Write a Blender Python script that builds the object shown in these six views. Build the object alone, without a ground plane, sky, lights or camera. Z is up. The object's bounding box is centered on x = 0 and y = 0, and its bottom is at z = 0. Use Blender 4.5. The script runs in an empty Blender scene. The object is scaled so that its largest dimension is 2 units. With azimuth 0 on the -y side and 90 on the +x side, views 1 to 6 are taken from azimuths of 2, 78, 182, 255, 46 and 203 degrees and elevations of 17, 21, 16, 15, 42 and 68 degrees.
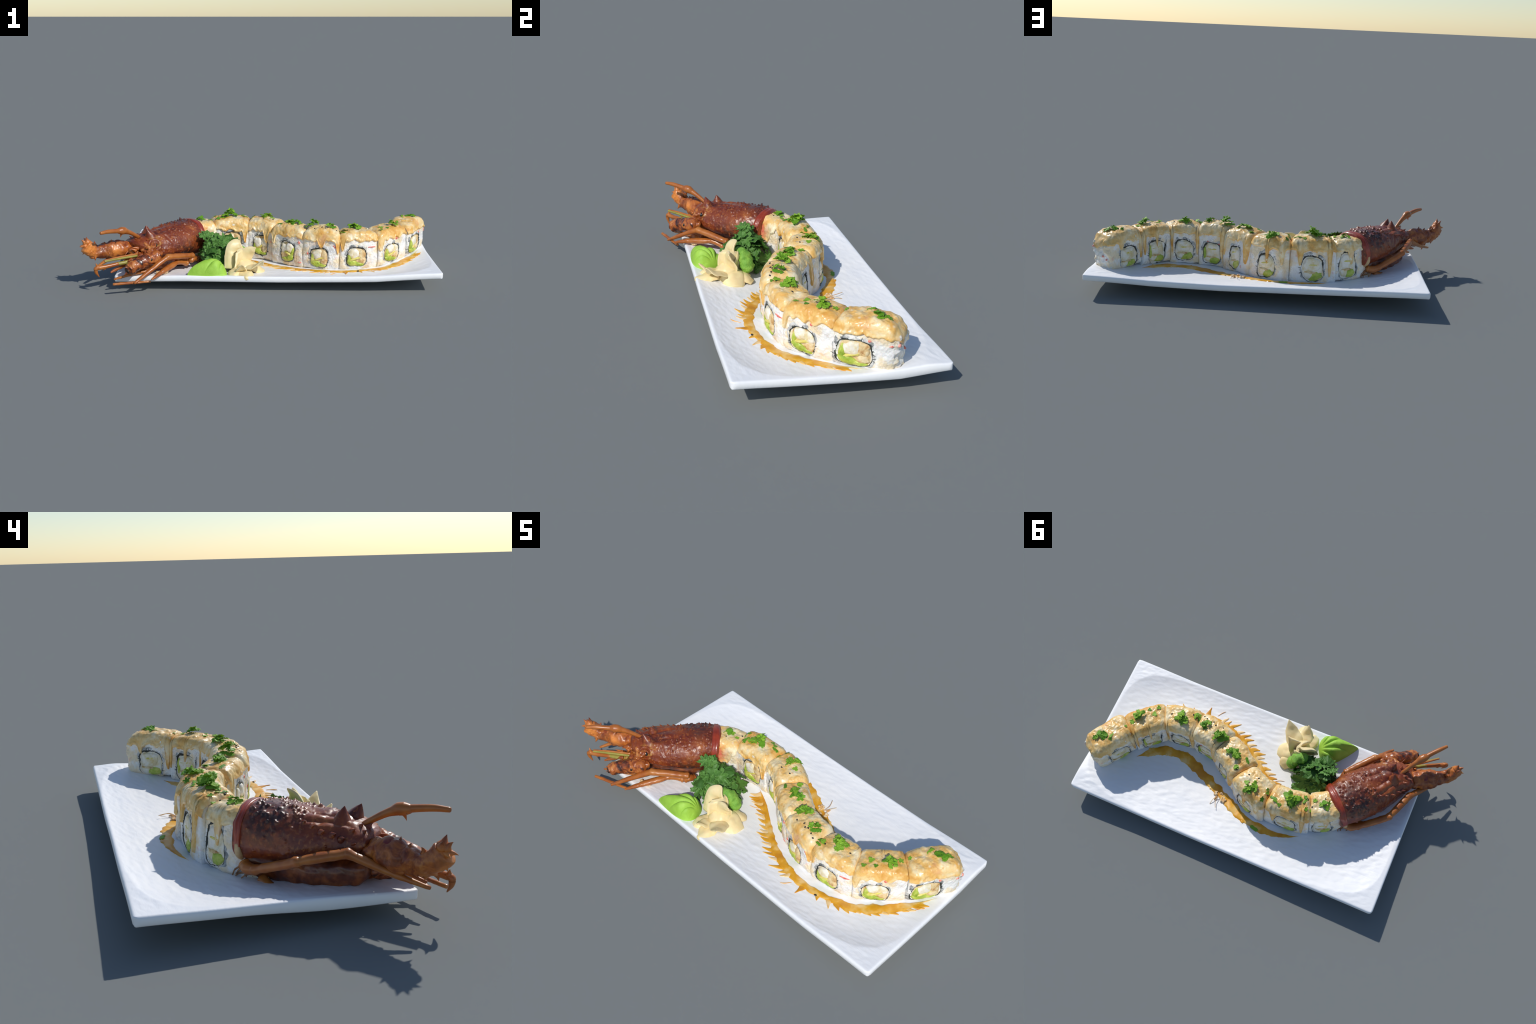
# Lobster-head sushi platter: white plate, eight maki pieces laid in an S, lobster head, garnishes.
import bpy, math, random
import numpy as np
from mathutils import Vector, Matrix, noise
from mathutils.bvhtree import BVHTree

R = random.Random(11)
COL = bpy.context.scene.collection

# ------------------------------------------------------------------ helpers
def fbm(p, s, seed=0.0, octv=3):
    return noise.fractal(Vector((p[0]*s+seed, p[1]*s+seed*1.7, p[2]*s-seed)), 0.9, 2.1, octv)

def smooth(a, b, x):
    t = min(1.0, max(0.0, (x-a)/(b-a))) if a != b else float(x > a)
    return t*t*(3-2*t)

def mesh_obj(name, verts, faces, mat, parent=None, shade=True, mats=None, midx=None):
    me = bpy.data.meshes.new(name)
    me.from_pydata([tuple(v) for v in verts], [], faces)
    for m in (mats or [mat]):
        me.materials.append(m)
    if midx:
        me.polygons.foreach_set("material_index", midx)
    if shade:
        me.polygons.foreach_set("use_smooth", [True]*len(me.polygons))
    me.update()
    ob = bpy.data.objects.new(name, me)
    COL.objects.link(ob)
    if parent:
        attach(ob, parent)
    return ob

def attach(ob, parent):
    ob.parent = parent
    w = Matrix.Translation(parent.location)
    if parent.parent:                      # parent already offset in its own parent
        w = parent.matrix_parent_inverse.copy()
        w = PARENT_WORLD[parent.name]
    ob.matrix_parent_inverse = w.inverted()

PARENT_WORLD = {}

def thing(name, loc, label, cat):
    e = bpy.data.objects.new(name, None)
    e.empty_display_size = 0.05
    e.location = loc
    COL.objects.link(e)
    e["label"] = label; e["category"] = cat
    return e

def grid_faces(nr, nc, close_c=False, flip=False, base=0):
    F = []
    for i in range(nr-1):
        for j in range(nc if close_c else nc-1):
            a = base+i*nc+j; b = base+i*nc+(j+1) % nc
            c = b+nc; d = a+nc
            F.append((a, d, c, b) if flip else (a, b, c, d))
    return F

def catmull(pts, n):
    P = [Vector(p) for p in pts]
    P = [P[0]*2-P[1]] + P + [P[-1]*2-P[-2]]
    out = []
    for i in range(1, len(P)-2):
        for k in range(n):
            t = k/n
            a, b, c, d = P[i-1], P[i], P[i+1], P[i+2]
            out.append(0.5*((2*b)+(c-a)*t+(2*a-5*b+4*c-d)*t*t+(3*b-a-3*c+d)*t**3))
    out.append(P[-2].copy())
    return out

def tube_data(path, radii, seg=14, aspect=None, up=Vector((0, 0, 1)), rough=0.0, seed=0., cap=True, fn=None, rs=90):
    """lofted tube; radii per point; aspect = vertical/lateral ratio per point"""
    P = [Vector(p) for p in path]; n = len(P)
    V = []; F = []
    for i, p in enumerate(P):
        t = (P[min(i+1, n-1)]-P[max(i-1, 0)]).normalized()
        s = t.cross(up)
        if s.length < 1e-3: s = t.cross(Vector((1, 0, 0)))
        s.normalize(); u = s.cross(t).normalized()
        asp = aspect[i] if aspect else 1.0
        for j in range(seg):
            th = 2*math.pi*j/seg
            r = radii[i]
            if fn: r *= fn(i/(n-1), th)
            q = p+s*(math.cos(th)*r)+u*(math.sin(th)*r*asp)
            if rough:
                d = (q-p).normalized()
                q += d*(rough*fbm(q, rs, seed))
            V.append(q)
    F = grid_faces(n, seg, True)
    if cap:
        t0 = (P[1]-P[0]).normalized(); t1 = (P[-1]-P[-2]).normalized()
        for e, (row, c, r, sg, t) in enumerate(((0, P[0], radii[0], -1, t0), (n-1, P[-1], radii[-1], 1, t1))):
            prev = row*seg
            for k, (sc, push) in enumerate(((0.8, 0.3), (0.45, 0.48))):
                st = len(V)
                for j in range(seg):
                    V.append(c+(Vector(V[row*seg+j])-c)*sc+t*(sg*push*r*0.9))
                for j in range(seg):
                    a = prev+j; b = prev+(j+1) % seg; cc = st+(j+1) % seg; d = st+j
                    F.append((a, b, cc, d) if sg > 0 else (b, a, d, cc))
                prev = st
            ci = len(V); V.append(c+t*(sg*0.52*r*0.9))
            for j in range(seg):
                a = prev+j; b = prev+(j+1) % seg
                F.append((a, b, ci) if sg > 0 else (b, a, ci))
    return V, F

def tube(name, pts, rad, mat, parent, n=8, seg=14, asp=None, **kw):
    path = catmull(pts, n) if n > 1 else [Vector(p) for p in pts]
    m = len(path)
    x = np.linspace(0, len(rad)-1, m)
    r = np.interp(x, range(len(rad)), rad)
    a = list(np.interp(np.linspace(0, len(asp)-1, m), range(len(asp)), asp)) if asp else None
    V, F = tube_data(path, list(r), seg, a, **kw)
    return mesh_obj(name, V, F, mat, parent)

def cone_spike(V, F, base, tip, r, seg=10, bend=0.0, steps=6, bdir=Vector((0, 0, 1))):
    """append a curved thorn with a flared foot"""
    base = Vector(base); tip = Vector(tip)
    path = [base+(tip-base)*(k/steps)+bdir*(bend*math.sin(math.pi*k/steps)) for k in range(steps+1)]
    rad = [r*((1-k/steps)**1.15)*(1.0+0.35*max(0, 1-3*k/steps))+0.0006 for k in range(steps+1)]
    v, f = tube_data(path, rad, seg)
    o = len(V)
    V += v; F += [tuple(i+o for i in q) for q in f]

def blob_data(c, rx, ry, rz, rot=None, nu=20, nv=12, amp=0.0, sc=40, seed=0.):
    V = []; F = []
    rot = rot or Matrix.Identity(3)
    for i in range(nv+1):
        ph = -math.pi/2+math.pi*i/nv
        for j in range(nu):
            th = 2*math.pi*j/nu
            d = Vector((math.cos(ph)*math.cos(th), math.cos(ph)*math.sin(th), math.sin(ph)))
            q = Vector(c)+rot@Vector((d.x*rx, d.y*ry, d.z*rz))
            if amp: q += (rot@d)*(amp*fbm(q, sc, seed))
            V.append(q)
    F = grid_faces(nv+1, nu, True)
    return V, F

def join(L):
    V = []; F = []
    for v, f in L:
        o = len(V); V += v; F += [tuple(i+o for i in q) for q in f]
    return V, F

# ------------------------------------------------------------------ materials
class NT:
    def __init__(self, name):
        self.m = bpy.data.materials.new(name); self.m.use_nodes = True
        self.t = self.m.node_tree; self.b = self.t.nodes["Principled BSDF"]
        self.co = self.t.nodes.new("ShaderNodeTexCoord").outputs["Object"]
    def n(self, k, **kw):
        x = self.t.nodes.new(k)
        for a, v in kw.items(): setattr(x, a, v)
        return x
    def l(self, a, b): self.t.links.new(a, b)
    def noise(self, scale, detail=4, rough=0.55, vec=None, dist=0.0):
        x = self.n("ShaderNodeTexNoise"); x.inputs["Scale"].default_value = scale
        x.inputs["Detail"].default_value = detail; x.inputs["Roughness"].default_value = rough
        x.inputs["Distortion"].default_value = dist
        self.l(vec or self.co, x.inputs["Vector"]); return x.outputs["Fac"]
    def voro(self, scale, feature='F1', out="Distance", vec=None):
        x = self.n("ShaderNodeTexVoronoi", feature=feature); x.inputs["Scale"].default_value = scale
        self.l(vec or self.co, x.inputs["Vector"]); return x.outputs[out]
    def mapping(self, scale=(1, 1, 1), rot=(0, 0, 0), loc=(0, 0, 0)):
        x = self.n("ShaderNodeMapping"); x.inputs["Scale"].default_value = scale
        x.inputs["Rotation"].default_value = rot; x.inputs["Location"].default_value = loc
        self.l(self.co, x.inputs["Vector"]); return x.outputs["Vector"]
    def ramp(self, fac, stops):
        x = self.n("ShaderNodeValToRGB"); e = x.color_ramp.elements
        while len(e) < len(stops): e.new(0.5)
        for i, (p, c) in enumerate(stops):
            e[i].position = p; e[i].color = (c, c, c, 1) if isinstance(c, (int, float)) else (*c, 1)
        self.l(fac, x.inputs[0]); return x.outputs["Color"]
    def mix(self, fac, a, b, mode='MIX'):
        x = self.n("ShaderNodeMix", data_type='RGBA', blend_type=mode)
        for s, v in ((0, fac), (6, a), (7, b)):
            if isinstance(v, (int, float)): x.inputs[s].default_value = v
            elif isinstance(v, tuple): x.inputs[s].default_value = (*v, 1)
            else: self.l(v, x.inputs[s])
        return x.outputs[2]
    def math(self, op, a, b=0.0):
        x = self.n("ShaderNodeMath", operation=op)
        for i, v in enumerate((a, b)):
            if isinstance(v, (int, float)): x.inputs[i].default_value = v
            else: self.l(v, x.inputs[i])
        return x.outputs[0]
    def near(self, pt, r0, r1):
        """1 inside r0 of a point, 0 beyond r1"""
        x = self.n("ShaderNodeVectorMath", operation='DISTANCE')
        self.l(self.co, x.inputs[0]); x.inputs[1].default_value = pt
        y = self.n("ShaderNodeMapRange", interpolation_type='SMOOTHSTEP')
        self.l(x.outputs["Value"], y.inputs[0])
        y.inputs[1].default_value = r0; y.inputs[2].default_value = r1
        y.inputs[3].default_value = 1; y.inputs[4].default_value = 0
        return y.outputs[0]
    def bump(self, h, strength=0.4, dist=0.003):
        x = self.n("ShaderNodeBump"); x.inputs["Strength"].default_value = strength
        x.inputs["Distance"].default_value = dist
        self.l(h, x.inputs["Height"]); self.l(x.outputs[0], self.b.inputs["Normal"])
    def done(self, col, rough=0.5, coat=0.0, sss=0.0, spec=0.5, coat_rough=0.1):
        if isinstance(col, tuple): self.b.inputs["Base Color"].default_value = (*col, 1)
        else: self.l(col, self.b.inputs["Base Color"])
        if isinstance(rough, (int, float)): self.b.inputs["Roughness"].default_value = rough
        else: self.l(rough, self.b.inputs["Roughness"])
        self.b.inputs["Specular IOR Level"].default_value = spec
        self.b.inputs["Coat Weight"].default_value = coat
        self.b.inputs["Coat Roughness"].default_value = coat_rough
        if sss:
            self.b.inputs["Subsurface Weight"].default_value = sss
            self.b.inputs["Subsurface Radius"].default_value = (0.012, 0.006, 0.003)
            self.b.inputs["Subsurface Scale"].default_value = 0.5
        return self.m

def mat_plate():
    n = NT("glazed_white")
    v = n.mapping((7, 22, 10), (0, 0, 0.35))
    h = n.noise(3.0, 4, 0.55, v, 0.6)
    c = n.ramp(n.noise(7, 4), [(0.35, (.95, .96, .98)), (0.65, (1.0, 1.0, 1.0))])  # whitened almost to full so the glaze reads as bright as sun-clipped porcelain
    n.bump(h, 0.2, 0.004)
    return n.done(c, 0.45, spec=0.6)

def mat_rice():
    n = NT("cooked_rice")
    cells = n.voro(95)
    edge = n.voro(95, 'DISTANCE_TO_EDGE')
    big = n.noise(14, 4, 0.6)
    c = n.ramp(big, [(0.30, (.86, .86, .86)), (0.47, (.93, .91, .86)), (0.60, (.92, .77, .53))])
    gap = n.math('MULTIPLY', n.ramp(edge, [(0.0, 1.0), (0.10, 0.0)]), n.ramp(n.noise(9, 2), [(0.50, 0.0), (0.66, 0.75)]))
    c = n.mix(gap, c, (.40, .37, .34))
    stain = n.ramp(n.noise(8, 3, 0.6, n.mapping((1, 1, .45), (0, 0, 0), (3, 1, 5))), [(0.55, 0.0), (0.70, 0.6)])
    c = n.mix(stain, c, (.72, .44, .15))
    pink = n.ramp(n.noise(16, 2, 0.5, n.mapping((1, 1, 1), (0, 0, 0), (9, 2, 4))), [(0.69, 0.0), (0.75, 0.55)])
    c = n.mix(pink, c, (.75, .25, .2))
    n.bump(cells, 0.5, 0.004)
    return n.done(c, 0.5, sss=0.08, spec=0.3)

def mat_sauce_top():
    n = NT("creamy_glaze")
    a = n.noise(13, 4, 0.55, None, 0.4)
    c = n.ramp(a, [(0.30, (.76, .36, .06)), (0.44, (.89, .54, .16)), (0.55, (.94, .68, .32)), (0.69, (.97, .84, .57))])
    b = n.noise(38, 3, 0.55, n.mapping((1, 1, 1), (0, 0, 0), (4, 7, 1)))
    c = n.mix(n.ramp(b, [(0.60, 0.0), (0.70, 0.6)]), c, (.74, .34, .06))
    c = n.mix(n.ramp(n.voro(30), [(0.0, 0.6), (0.24, 0.0)]), c, (.98, .90, .72))
    p = n.noise(9, 3, 0.5, n.mapping((1, 1, 1), (0, 0, 0), (1, 3, 8)))
    c = n.mix(n.ramp(p, [(0.63, 0.0), (0.72, 0.45)]), c, (.82, .40, .26))
    pk = n.math('MULTIPLY', n.near((-0.385, 0.0, 0.215), 0.03, 0.085), n.ramp(n.noise(26, 3), [(0.36, 0.05), (0.56, 0.85)]))
    c = n.mix(pk, c, (.80, .16, .13))
    n.bump(n.noise(60, 4, 0.6), 0.35, 0.003)
    return n.done(c, n.ramp(b, [(0.4, 0.32), (0.6, 0.5)]), coat=0.25, sss=0.08, coat_rough=0.2)

def mat_smear():
    n = NT("amber_sauce")
    a = n.noise(13, 3, 0.5)
    c = n.ramp(a, [(0.34, (.66, .27, .008)), (0.52, (.82, .40, .022)), (0.60, (.88, .54, .14)), (0.72, (.92, .68, .36))])
    return n.done(c, 0.35, coat=0.1)

def mat_drip():
    n = NT("amber_drip")
    c = n.ramp(n.noise(30, 3), [(0.35, (.68, .38, .09)), (0.6, (.78, .52, .20)), (0.75, (.84, .66, .40))])
    return n.done(c, 0.35, coat=0.2)

def mat_simple(name, stops, scale=30, rough=0.5, bump=0.3, bscale=90, coat=0., sss=0., detail=4, dist=0.003):
    n = NT(name)
    c = n.ramp(n.noise(scale, detail, 0.6), stops)
    if bump: n.bump(n.noise(bscale, 4, 0.6), bump, dist)
    return n.done(c, rough, coat=coat, sss=sss)

def mat_shell():
    n = NT("lobster_shell")
    a = n.noise(11, 5, 0.62)
    c = n.ramp(a, [(0.28, (.070, .012, .006)), (0.44, (.180, .029, .009)), (0.58, (.265, .054, .012)), (0.74, (.40, .115, .025))])
    f = n.noise(75, 3, 0.6)
    c = n.mix(n.ramp(f, [(0.54, 0.0), (0.68, 0.55)]), c, (.50, .17, .035))
    d = n.noise(48, 3, 0.6, n.mapping((1, 1, 1), (0, 0, 0), (2, 9, 4)))
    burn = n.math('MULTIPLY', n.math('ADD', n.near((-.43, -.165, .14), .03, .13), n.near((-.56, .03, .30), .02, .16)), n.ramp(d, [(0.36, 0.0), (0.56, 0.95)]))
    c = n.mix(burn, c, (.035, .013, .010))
    top = n.math('MULTIPLY', n.near((-.47, -.01, .35), .03, .13), n.ramp(n.noise(22, 4, 0.6), [(0.44, 0.0), (0.60, 0.6)]))
    c = n.mix(top, c, (.035, .018, .022))
    pink = n.math('MULTIPLY', n.near((-.583, -.325, .205), .012, .024), n.ramp(n.noise(70, 2), [(0.35, 0.2), (0.55, 0.9)]))
    c = n.mix(pink, c, (.72, .17, .14))
    pale = n.math('MULTIPLY', n.near((-.59, -.285, .25), .025, .06), n.ramp(n.noise(30, 3, 0.5, None, 1.0), [(0.54, 0.0), (0.62, 0.6)]))
    c = n.mix(pale, c, (.58, .30, .07))
    n.bump(n.math('ADD', n.voro(85), n.noise(130, 3)), 0.22, 0.002)
    return n.done(c, 0.42, coat=0.18, coat_rough=0.22)

def mat_orange_shell():
    n = NT("orange_shell")
    a = n.noise(16, 5, 0.65, None, 0.5)
    c = n.ramp(a, [(0.30, (.09, .018, .007)), (0.44, (.26, .055, .011)), (0.57, (.50, .14, .024)), (0.74, (.66, .25, .048))])
    c = n.mix(n.ramp(n.noise(45, 4, 0.6), [(0.54, 0.0), (0.66, 0.7)]), c, (.24, .035, .012))
    bright_orange = n.math('MAXIMUM', n.near((-.94, -.412, .235), .02, .085), n.near((-.82, -.345, .215), .01, .07))
    c = n.mix(n.math('MULTIPLY', bright_orange, n.ramp(n.noise(22, 4, .6), [(.34, .1), (.50, .95)])), c, (.82, .28, .055))
    n.bump(n.noise(80, 4, 0.65), 0.4, 0.003)
    return n.done(c, 0.40, coat=0.2, coat_rough=0.2)

def mat_stub():
    n = NT("ringed_shell")
    a = n.noise(20, 4, 0.6, n.mapping((1, 1, 1), (0, 0, 0)), 1.2)
    c = n.ramp(a, [(0.36, (.045, .014, .008)), (0.47, (.28, .060, .012)), (0.58, (.48, .14, .025)), (0.72, (.60, .26, .07))])
    n.bump(n.noise(50, 4, 0.6, None, 1.5), 0.5, 0.003)
    return n.done(c, 0.33, coat=0.4, coat_rough=0.15)

def mat_leg():
    n = NT("leg_shell")
    c = n.ramp(n.noise(14, 3, 0.5), [(0.35, (.36, .095, .016)), (0.55, (.46, .145, .025)), (0.7, (.52, .19, .040))])
    n.bump(n.noise(60, 3), 0.12, 0.002)
    return n.done(c, 0.38, coat=0.2, coat_rough=0.2)

def mat_herb(name, dark, light):
    n = NT(name)
    oi = n.n("ShaderNodeObjectInfo")
    f = n.math('ADD', n.math('MULTIPLY', oi.outputs["Random"], 0.5), n.math('MULTIPLY', n.noise(40, 3), 0.6))
    c = n.ramp(f, [(0.25, dark), (0.75, light)])
    n.done(c, 0.5, spec=0.35)
    tr = n.n("ShaderNodeBsdfTranslucent"); n.l(c, tr.inputs[0])
    mx = n.n("ShaderNodeMixShader"); mx.inputs[0].default_value = 0.15
    n.l(n.b.outputs[0], mx.inputs[1]); n.l(tr.outputs[0], mx.inputs[2])
    n.l(mx.outputs[0], n.t.nodes["Material Output"].inputs["Surface"])
    return n.m

M_PLATE = mat_plate(); M_RICE = mat_rice(); M_TOP = mat_sauce_top(); M_SMEAR = mat_smear(); M_DRIP = mat_drip(); M_PALE = mat_simple('thin_sauce', [(0.35, (.86, .52, .16)), (0.6, (.92, .70, .40))], 14, .4, 0)
M_NORI = mat_simple("nori_seaweed", [(0.3, (.012, .014, .013)), (0.55, (.035, .040, .034)), (0.72, (.14, .14, .12))], 45, 0.6)
M_GREYRICE = mat_simple('grey_rice', [(0.32, (.16, .17, .17)), (0.46, (.42, .43, .42)), (0.60, (.70, .69, .66))], 34, 0.55, 0.6, 95)
M_SHRIMP = mat_simple("cooked_shrimp", [(0.30, (.74, .58, .26)), (0.43, (.84, .74, .50)), (0.56, (.91, .86, .74)), (0.70, (.90, .84, .72)), (0.8, (.74, .52, .28))], 26, 0.4, sss=0.1)
M_YELLOW = mat_simple("egg_strip", [(0.3, (.70, .58, .08)), (0.7, (.80, .72, .24))], 40, 0.45)
M_TEMPURA = mat_simple("fried_batter", [(0.30, (.46, .20, .05)), (0.46, (.74, .52, .24)), (0.7, (.84, .72, .46))], 40, 0.6, 0.6)
M_AVO = mat_simple("avocado_flesh", [(0.30, (.25, .40, .035)), (0.5, (.48, .58, .08)), (0.68, (.72, .70, .20))], 26, 0.4, sss=0.05)
M_CRAB = mat_simple("crab_stick", [(0.35, (.74, .10, .07)), (0.6, (.88, .40, .32))], 70, 0.45)
M_HERB = mat_herb("green_herb", (.10, .30, .014), (.30, .54, .04))
M_KALE = mat_herb("dark_curly_leaf", (.050, .145, .022), (.145, .33, .065))
M_SEED = mat_simple("black_sesame", [(0.3, (.01, .01, .012)), (0.7, (.03, .03, .03))], 50, 0.4, 0)
M_WASABI = mat_simple("wasabi_paste", [(0.3, (.30, .56, .045)), (0.7, (.40, .68, .08))], 18, 0.6, 0.35, 160)
M_GRATED = mat_simple("grated_green", [(0.3, (.10, .30, .03)), (0.7, (.32, .60, .08))], 26, 0.65, 0.9, 120, dist=0.004)
M_GINGER = mat_simple("pickled_ginger", [(0.3, (.84, .64, .32)), (0.55, (.90, .74, .40)), (0.75, (.92, .80, .46))], 14, 0.4, 0.2, 40, sss=0.15)  # base tones lightened to carry extra brightness of the sunlit slices
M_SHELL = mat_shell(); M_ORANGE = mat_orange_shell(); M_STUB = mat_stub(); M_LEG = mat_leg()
M_BAND = mat_simple("red_membrane", [(0.3, (.22, .024, .010)), (0.6, (.38, .050, .018)), (0.75, (.46, .12, .05))], 16, 0.35, 0.4, 60, coat=0.3)
M_BELLY = mat_simple("belly_shell", [(0.3, (.045, .010, .005)), (0.5, (.16, .035, .010)), (0.68, (.36, .10, .022))], 16, 0.36, 0.4, 70, coat=0.3)
M_EYE = mat_simple("black_eye", [(0.3, (.006, .006, .006)), (0.7, (.02, .018, .016))], 20, 0.15, 0, coat=0.6)
M_GREENISH = mat_simple("olive_feeler", [(0.3, (.24, .22, .035)), (0.7, (.40, .34, .07))], 20, 0.4, 0.1)
M_HOLE = mat_simple("dark_socket", [(0.3, (.008, .006, .005)), (0.7, (.045, .02, .012))], 40, 0.35, 0.3)
M_FIBRE = mat_simple("torn_fibre", [(0.3, (.20, .07, .025)), (0.7, (.50, .26, .11))], 60, 0.6, 0.5)
M_CRUMB = mat_simple("fried_crumb", [(0.3, (.62, .30, .08)), (0.6, (.85, .66, .40)), (0.75, (.9, .86, .78))], 40, 0.6, 0.5)

# ------------------------------------------------------------------ plate
XW, XE = -0.819, 0.998
def yf(u): return -0.389+0.005*u
def yb(u): return 0.494-0.009*u
def rim_top(u, v):
    f = np.interp(u, [0, .10, .22, .5, .8, 1], [.086, .088, .091, .090, .098, .122])
    b = np.interp(u, [0, .2, .4, .6, .8, 1], [.122, .115, .108, .102, .104, .118])
    w = np.interp(v, [0, .3, .5, .75, 1], [.082, .098, .106, .113, .122])
    e = np.interp(v, [0, .2, .5, .75, 1], [.122, .114, .104, .098, .114])
    a, c = 2*u-1, 2*v-1
    ax, ay = abs(a)**6+1e-6, abs(c)**6+1e-6
    hx = e if a > 0 else w; hy = b if c > 0 else f
    return (hx*ax+hy*ay)/(ax+ay)
def plate_uv(x, y):
    u = (x-XW)/(XE-XW); uu = min(1, max(0, u))
    return u, (y-yf(uu))/(yb(uu)-yf(uu))
def plate_z(x, y):
    u, v = plate_uv(x, y)
    u = min(1, max(0, u)); v = min(1, max(0, v))
    a, c = abs(2*u-1), abs(2*v-1)
    r = (a**5+c**5)**(1/5)
    r = min(1, r/0.975); rt = rim_top(u, v)
    return 0.049+0.043*r**2.5+(rt-0.092)*r**4+0.010*smooth(.56, .78, v)*smooth(1., .86, v)*smooth(.10, .35, u)+0.007*math.exp(-((v-.22)/.10)**2)*smooth(.35, .55, u)*smooth(.95, .75, u)

def build_plate():
    NX, NY = 260, 130
    V = []; F = []
    def edge_t(k, n):                    # denser sampling towards the rim
        t = 2*k/(n-1)-1
        return 0.5+0.5*math.sin(t*math.pi/2)*0.35+0.5*t*0.65
    rc = 0.022
    def pos(u, v):
        x = XW+(XE-.014*v-XW)*u; y0, y1 = yf(u), yb(u)
        y = y0+(y1-y0)*v
        # round the corners in plan
        cx = min(max(x, XW+rc), XE-.014*v-rc); cy = min(max(y, y0+rc), y1-rc)
        d = math.hypot(x-cx, y-cy)
        if d > rc and abs(x-cx) > 1e-6 and abs(y-cy) > 1e-6:
            k = rc/d; x, y = cx+(x-cx)*k, cy+(y-cy)*k
        x += 0.0015*noise.noise(Vector((x*2.5, y*2.5, 3)))*smooth(.8, 1, abs(2*v-1)); y += 0.0015*noise.noise(Vector((x*2.5, 7, y*2.5)))*smooth(.8, 1, abs(2*v-1))
        return x, y
    T = []; B = []
    for j in range(NY):
        v = edge_t(j, NY)
        for i in range(NX):
            u = edge_t(i, NX)
            x, y = pos(u, v)
            a, c = abs(2*u-1), abs(2*v-1)
            r = (a**5+c**5)**(1/5)
            rr = max(a, c)
            z = plate_z(x, y)
            # ripples of the hand-made surface, running diagonally
            k = smooth(0.2, 0.55, r)*smooth(1.0, 0.93, rr)
            q = Vector((x*11+y*5, y*34-x*9, 0))
            z += 0.0016*k*noise.fractal(q*1.5, 0.9, 2.0, 3)
            dx = min(u, 1-u)*(XE-XW); dy = min(v, 1-v)*.87
            de = min(dx, dy)
            if de < 0.010: z -= 0.006*(1-math.sqrt(max(0, 1-(1-de/0.010)**2)))
            th = 0.033+0.010*smooth(.35, .0, abs(v-.32))*smooth(.12, 0, u)
            rt = rim_top(u, v)
            rq = min(1, r)
            zb = max(0.040*smooth(.13, .36, rq), (rt-th)-0.030*(1-rq**1.5)-0.06*(1-smooth(.13, .36, rq)))
            zb = min(zb, z-0.016)
            zb = max(zb, 0.0)
            if de < 0.010: zb += 0.006*(1-math.sqrt(max(0, 1-(1-de/0.010)**2)))
            T.append((x, y, z)); B.append((x, y, zb))
    V = T+B; o = NX*NY
    F = grid_faces(NY, NX)
    F += grid_faces(NY, NX, flip=True, base=o)
    loop = [i for i in range(NX)]+[j*NX+NX-1 for j in range(1, NY)]+[(NY-1)*NX+i for i in range(NX-2, -1, -1)]+[j*NX for j in range(NY-2, 0, -1)]
    for k in range(len(loop)):
        a, b = loop[k], loop[(k+1) % len(loop)]
        F.append((b, a, a+o, b+o))
    ob = mesh_obj("serving_plate", V, F, M_PLATE)
    ob["label"] = "long white rectangular ceramic plate with upturned edges"; ob["category"] = "plate"
    return ob
build_plate()

# ------------------------------------------------------------------ the S-shaped roll
SPINE = [(.945, .292, 0), (.905, .235, 0), (.851, .163, 0), (.793, .083, 0), (.714, .009, 0), (.63, -.050, 0), (.536, -.073, 0), (.44, -.080, 0),
         (.347, -.071, 0), (.258, -.040, 0), (.174, .013, 0), (.094, .077, 0), (.01, .126, 0), (-.09, .153, 0), (-.198, .145, 0),
         (-.31, .121, 0), (-.40, .075, 0), (-.455, .015, 0), (-.50, -.035, 0)]
SP = np.array([tuple(p) for p in catmull(SPINE, 20)])[:, :2]
SL = np.concatenate([[0], np.cumsum(np.hypot(*np.diff(SP, axis=0).T))])
def spine(s):
    p = np.array([np.interp(s, SL, SP[:, 0]), np.interp(s, SL, SP[:, 1])])
    e = 0.012
    q1 = np.array([np.interp(s+e, SL, SP[:, 0]), np.interp(s+e, SL, SP[:, 1])]); q0 = np.array([np.interp(s-e, SL, SP[:, 0]), np.interp(s-e, SL, SP[:, 1])])
    t = q1-q0; t /= np.hypot(*t)
    return p, t, np.array([t[1], -t[0]])          # n points to the back (+y at mid)
def nearest_s(x, y):
    d = np.hypot(SP[:, 0]-x, SP[:, 1]-y); return SL[int(np.argmin(d))]
BOUNDS = [0.024]+[nearest_s(*p) for p in [(.797, .087), (.637, -.055), (.443, -.080), (.262, -.042), (.094, .077), (-.09, .155), (-.308, .123)]]+[SL[-1]]
TOPS = [.285, .277, .279, .289, .281, .285, .291, .280]
HALFW = 0.0762
EXPO = 5.0
TOPLOW = 0.226      # mean lower edge of the topping

class Piece: pass
PIECES = []
for i in range(8):
    p = Piece(); p.i = i; p.s0, p.s1 = BOUNDS[i], BOUNDS[i+1]
    p.top = TOPS[i]; p.seed = 13.7*i+2
    c, _, _ = spine((p.s0+p.s1)/2); p.c = c
    p.bot = plate_z(c[0], c[1])-0.004
    rj = random.Random(90+i); p.off = rj.uniform(-.005, .005); p.yaw = rj.uniform(-.08, .08)
    PIECES.append(p)

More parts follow.
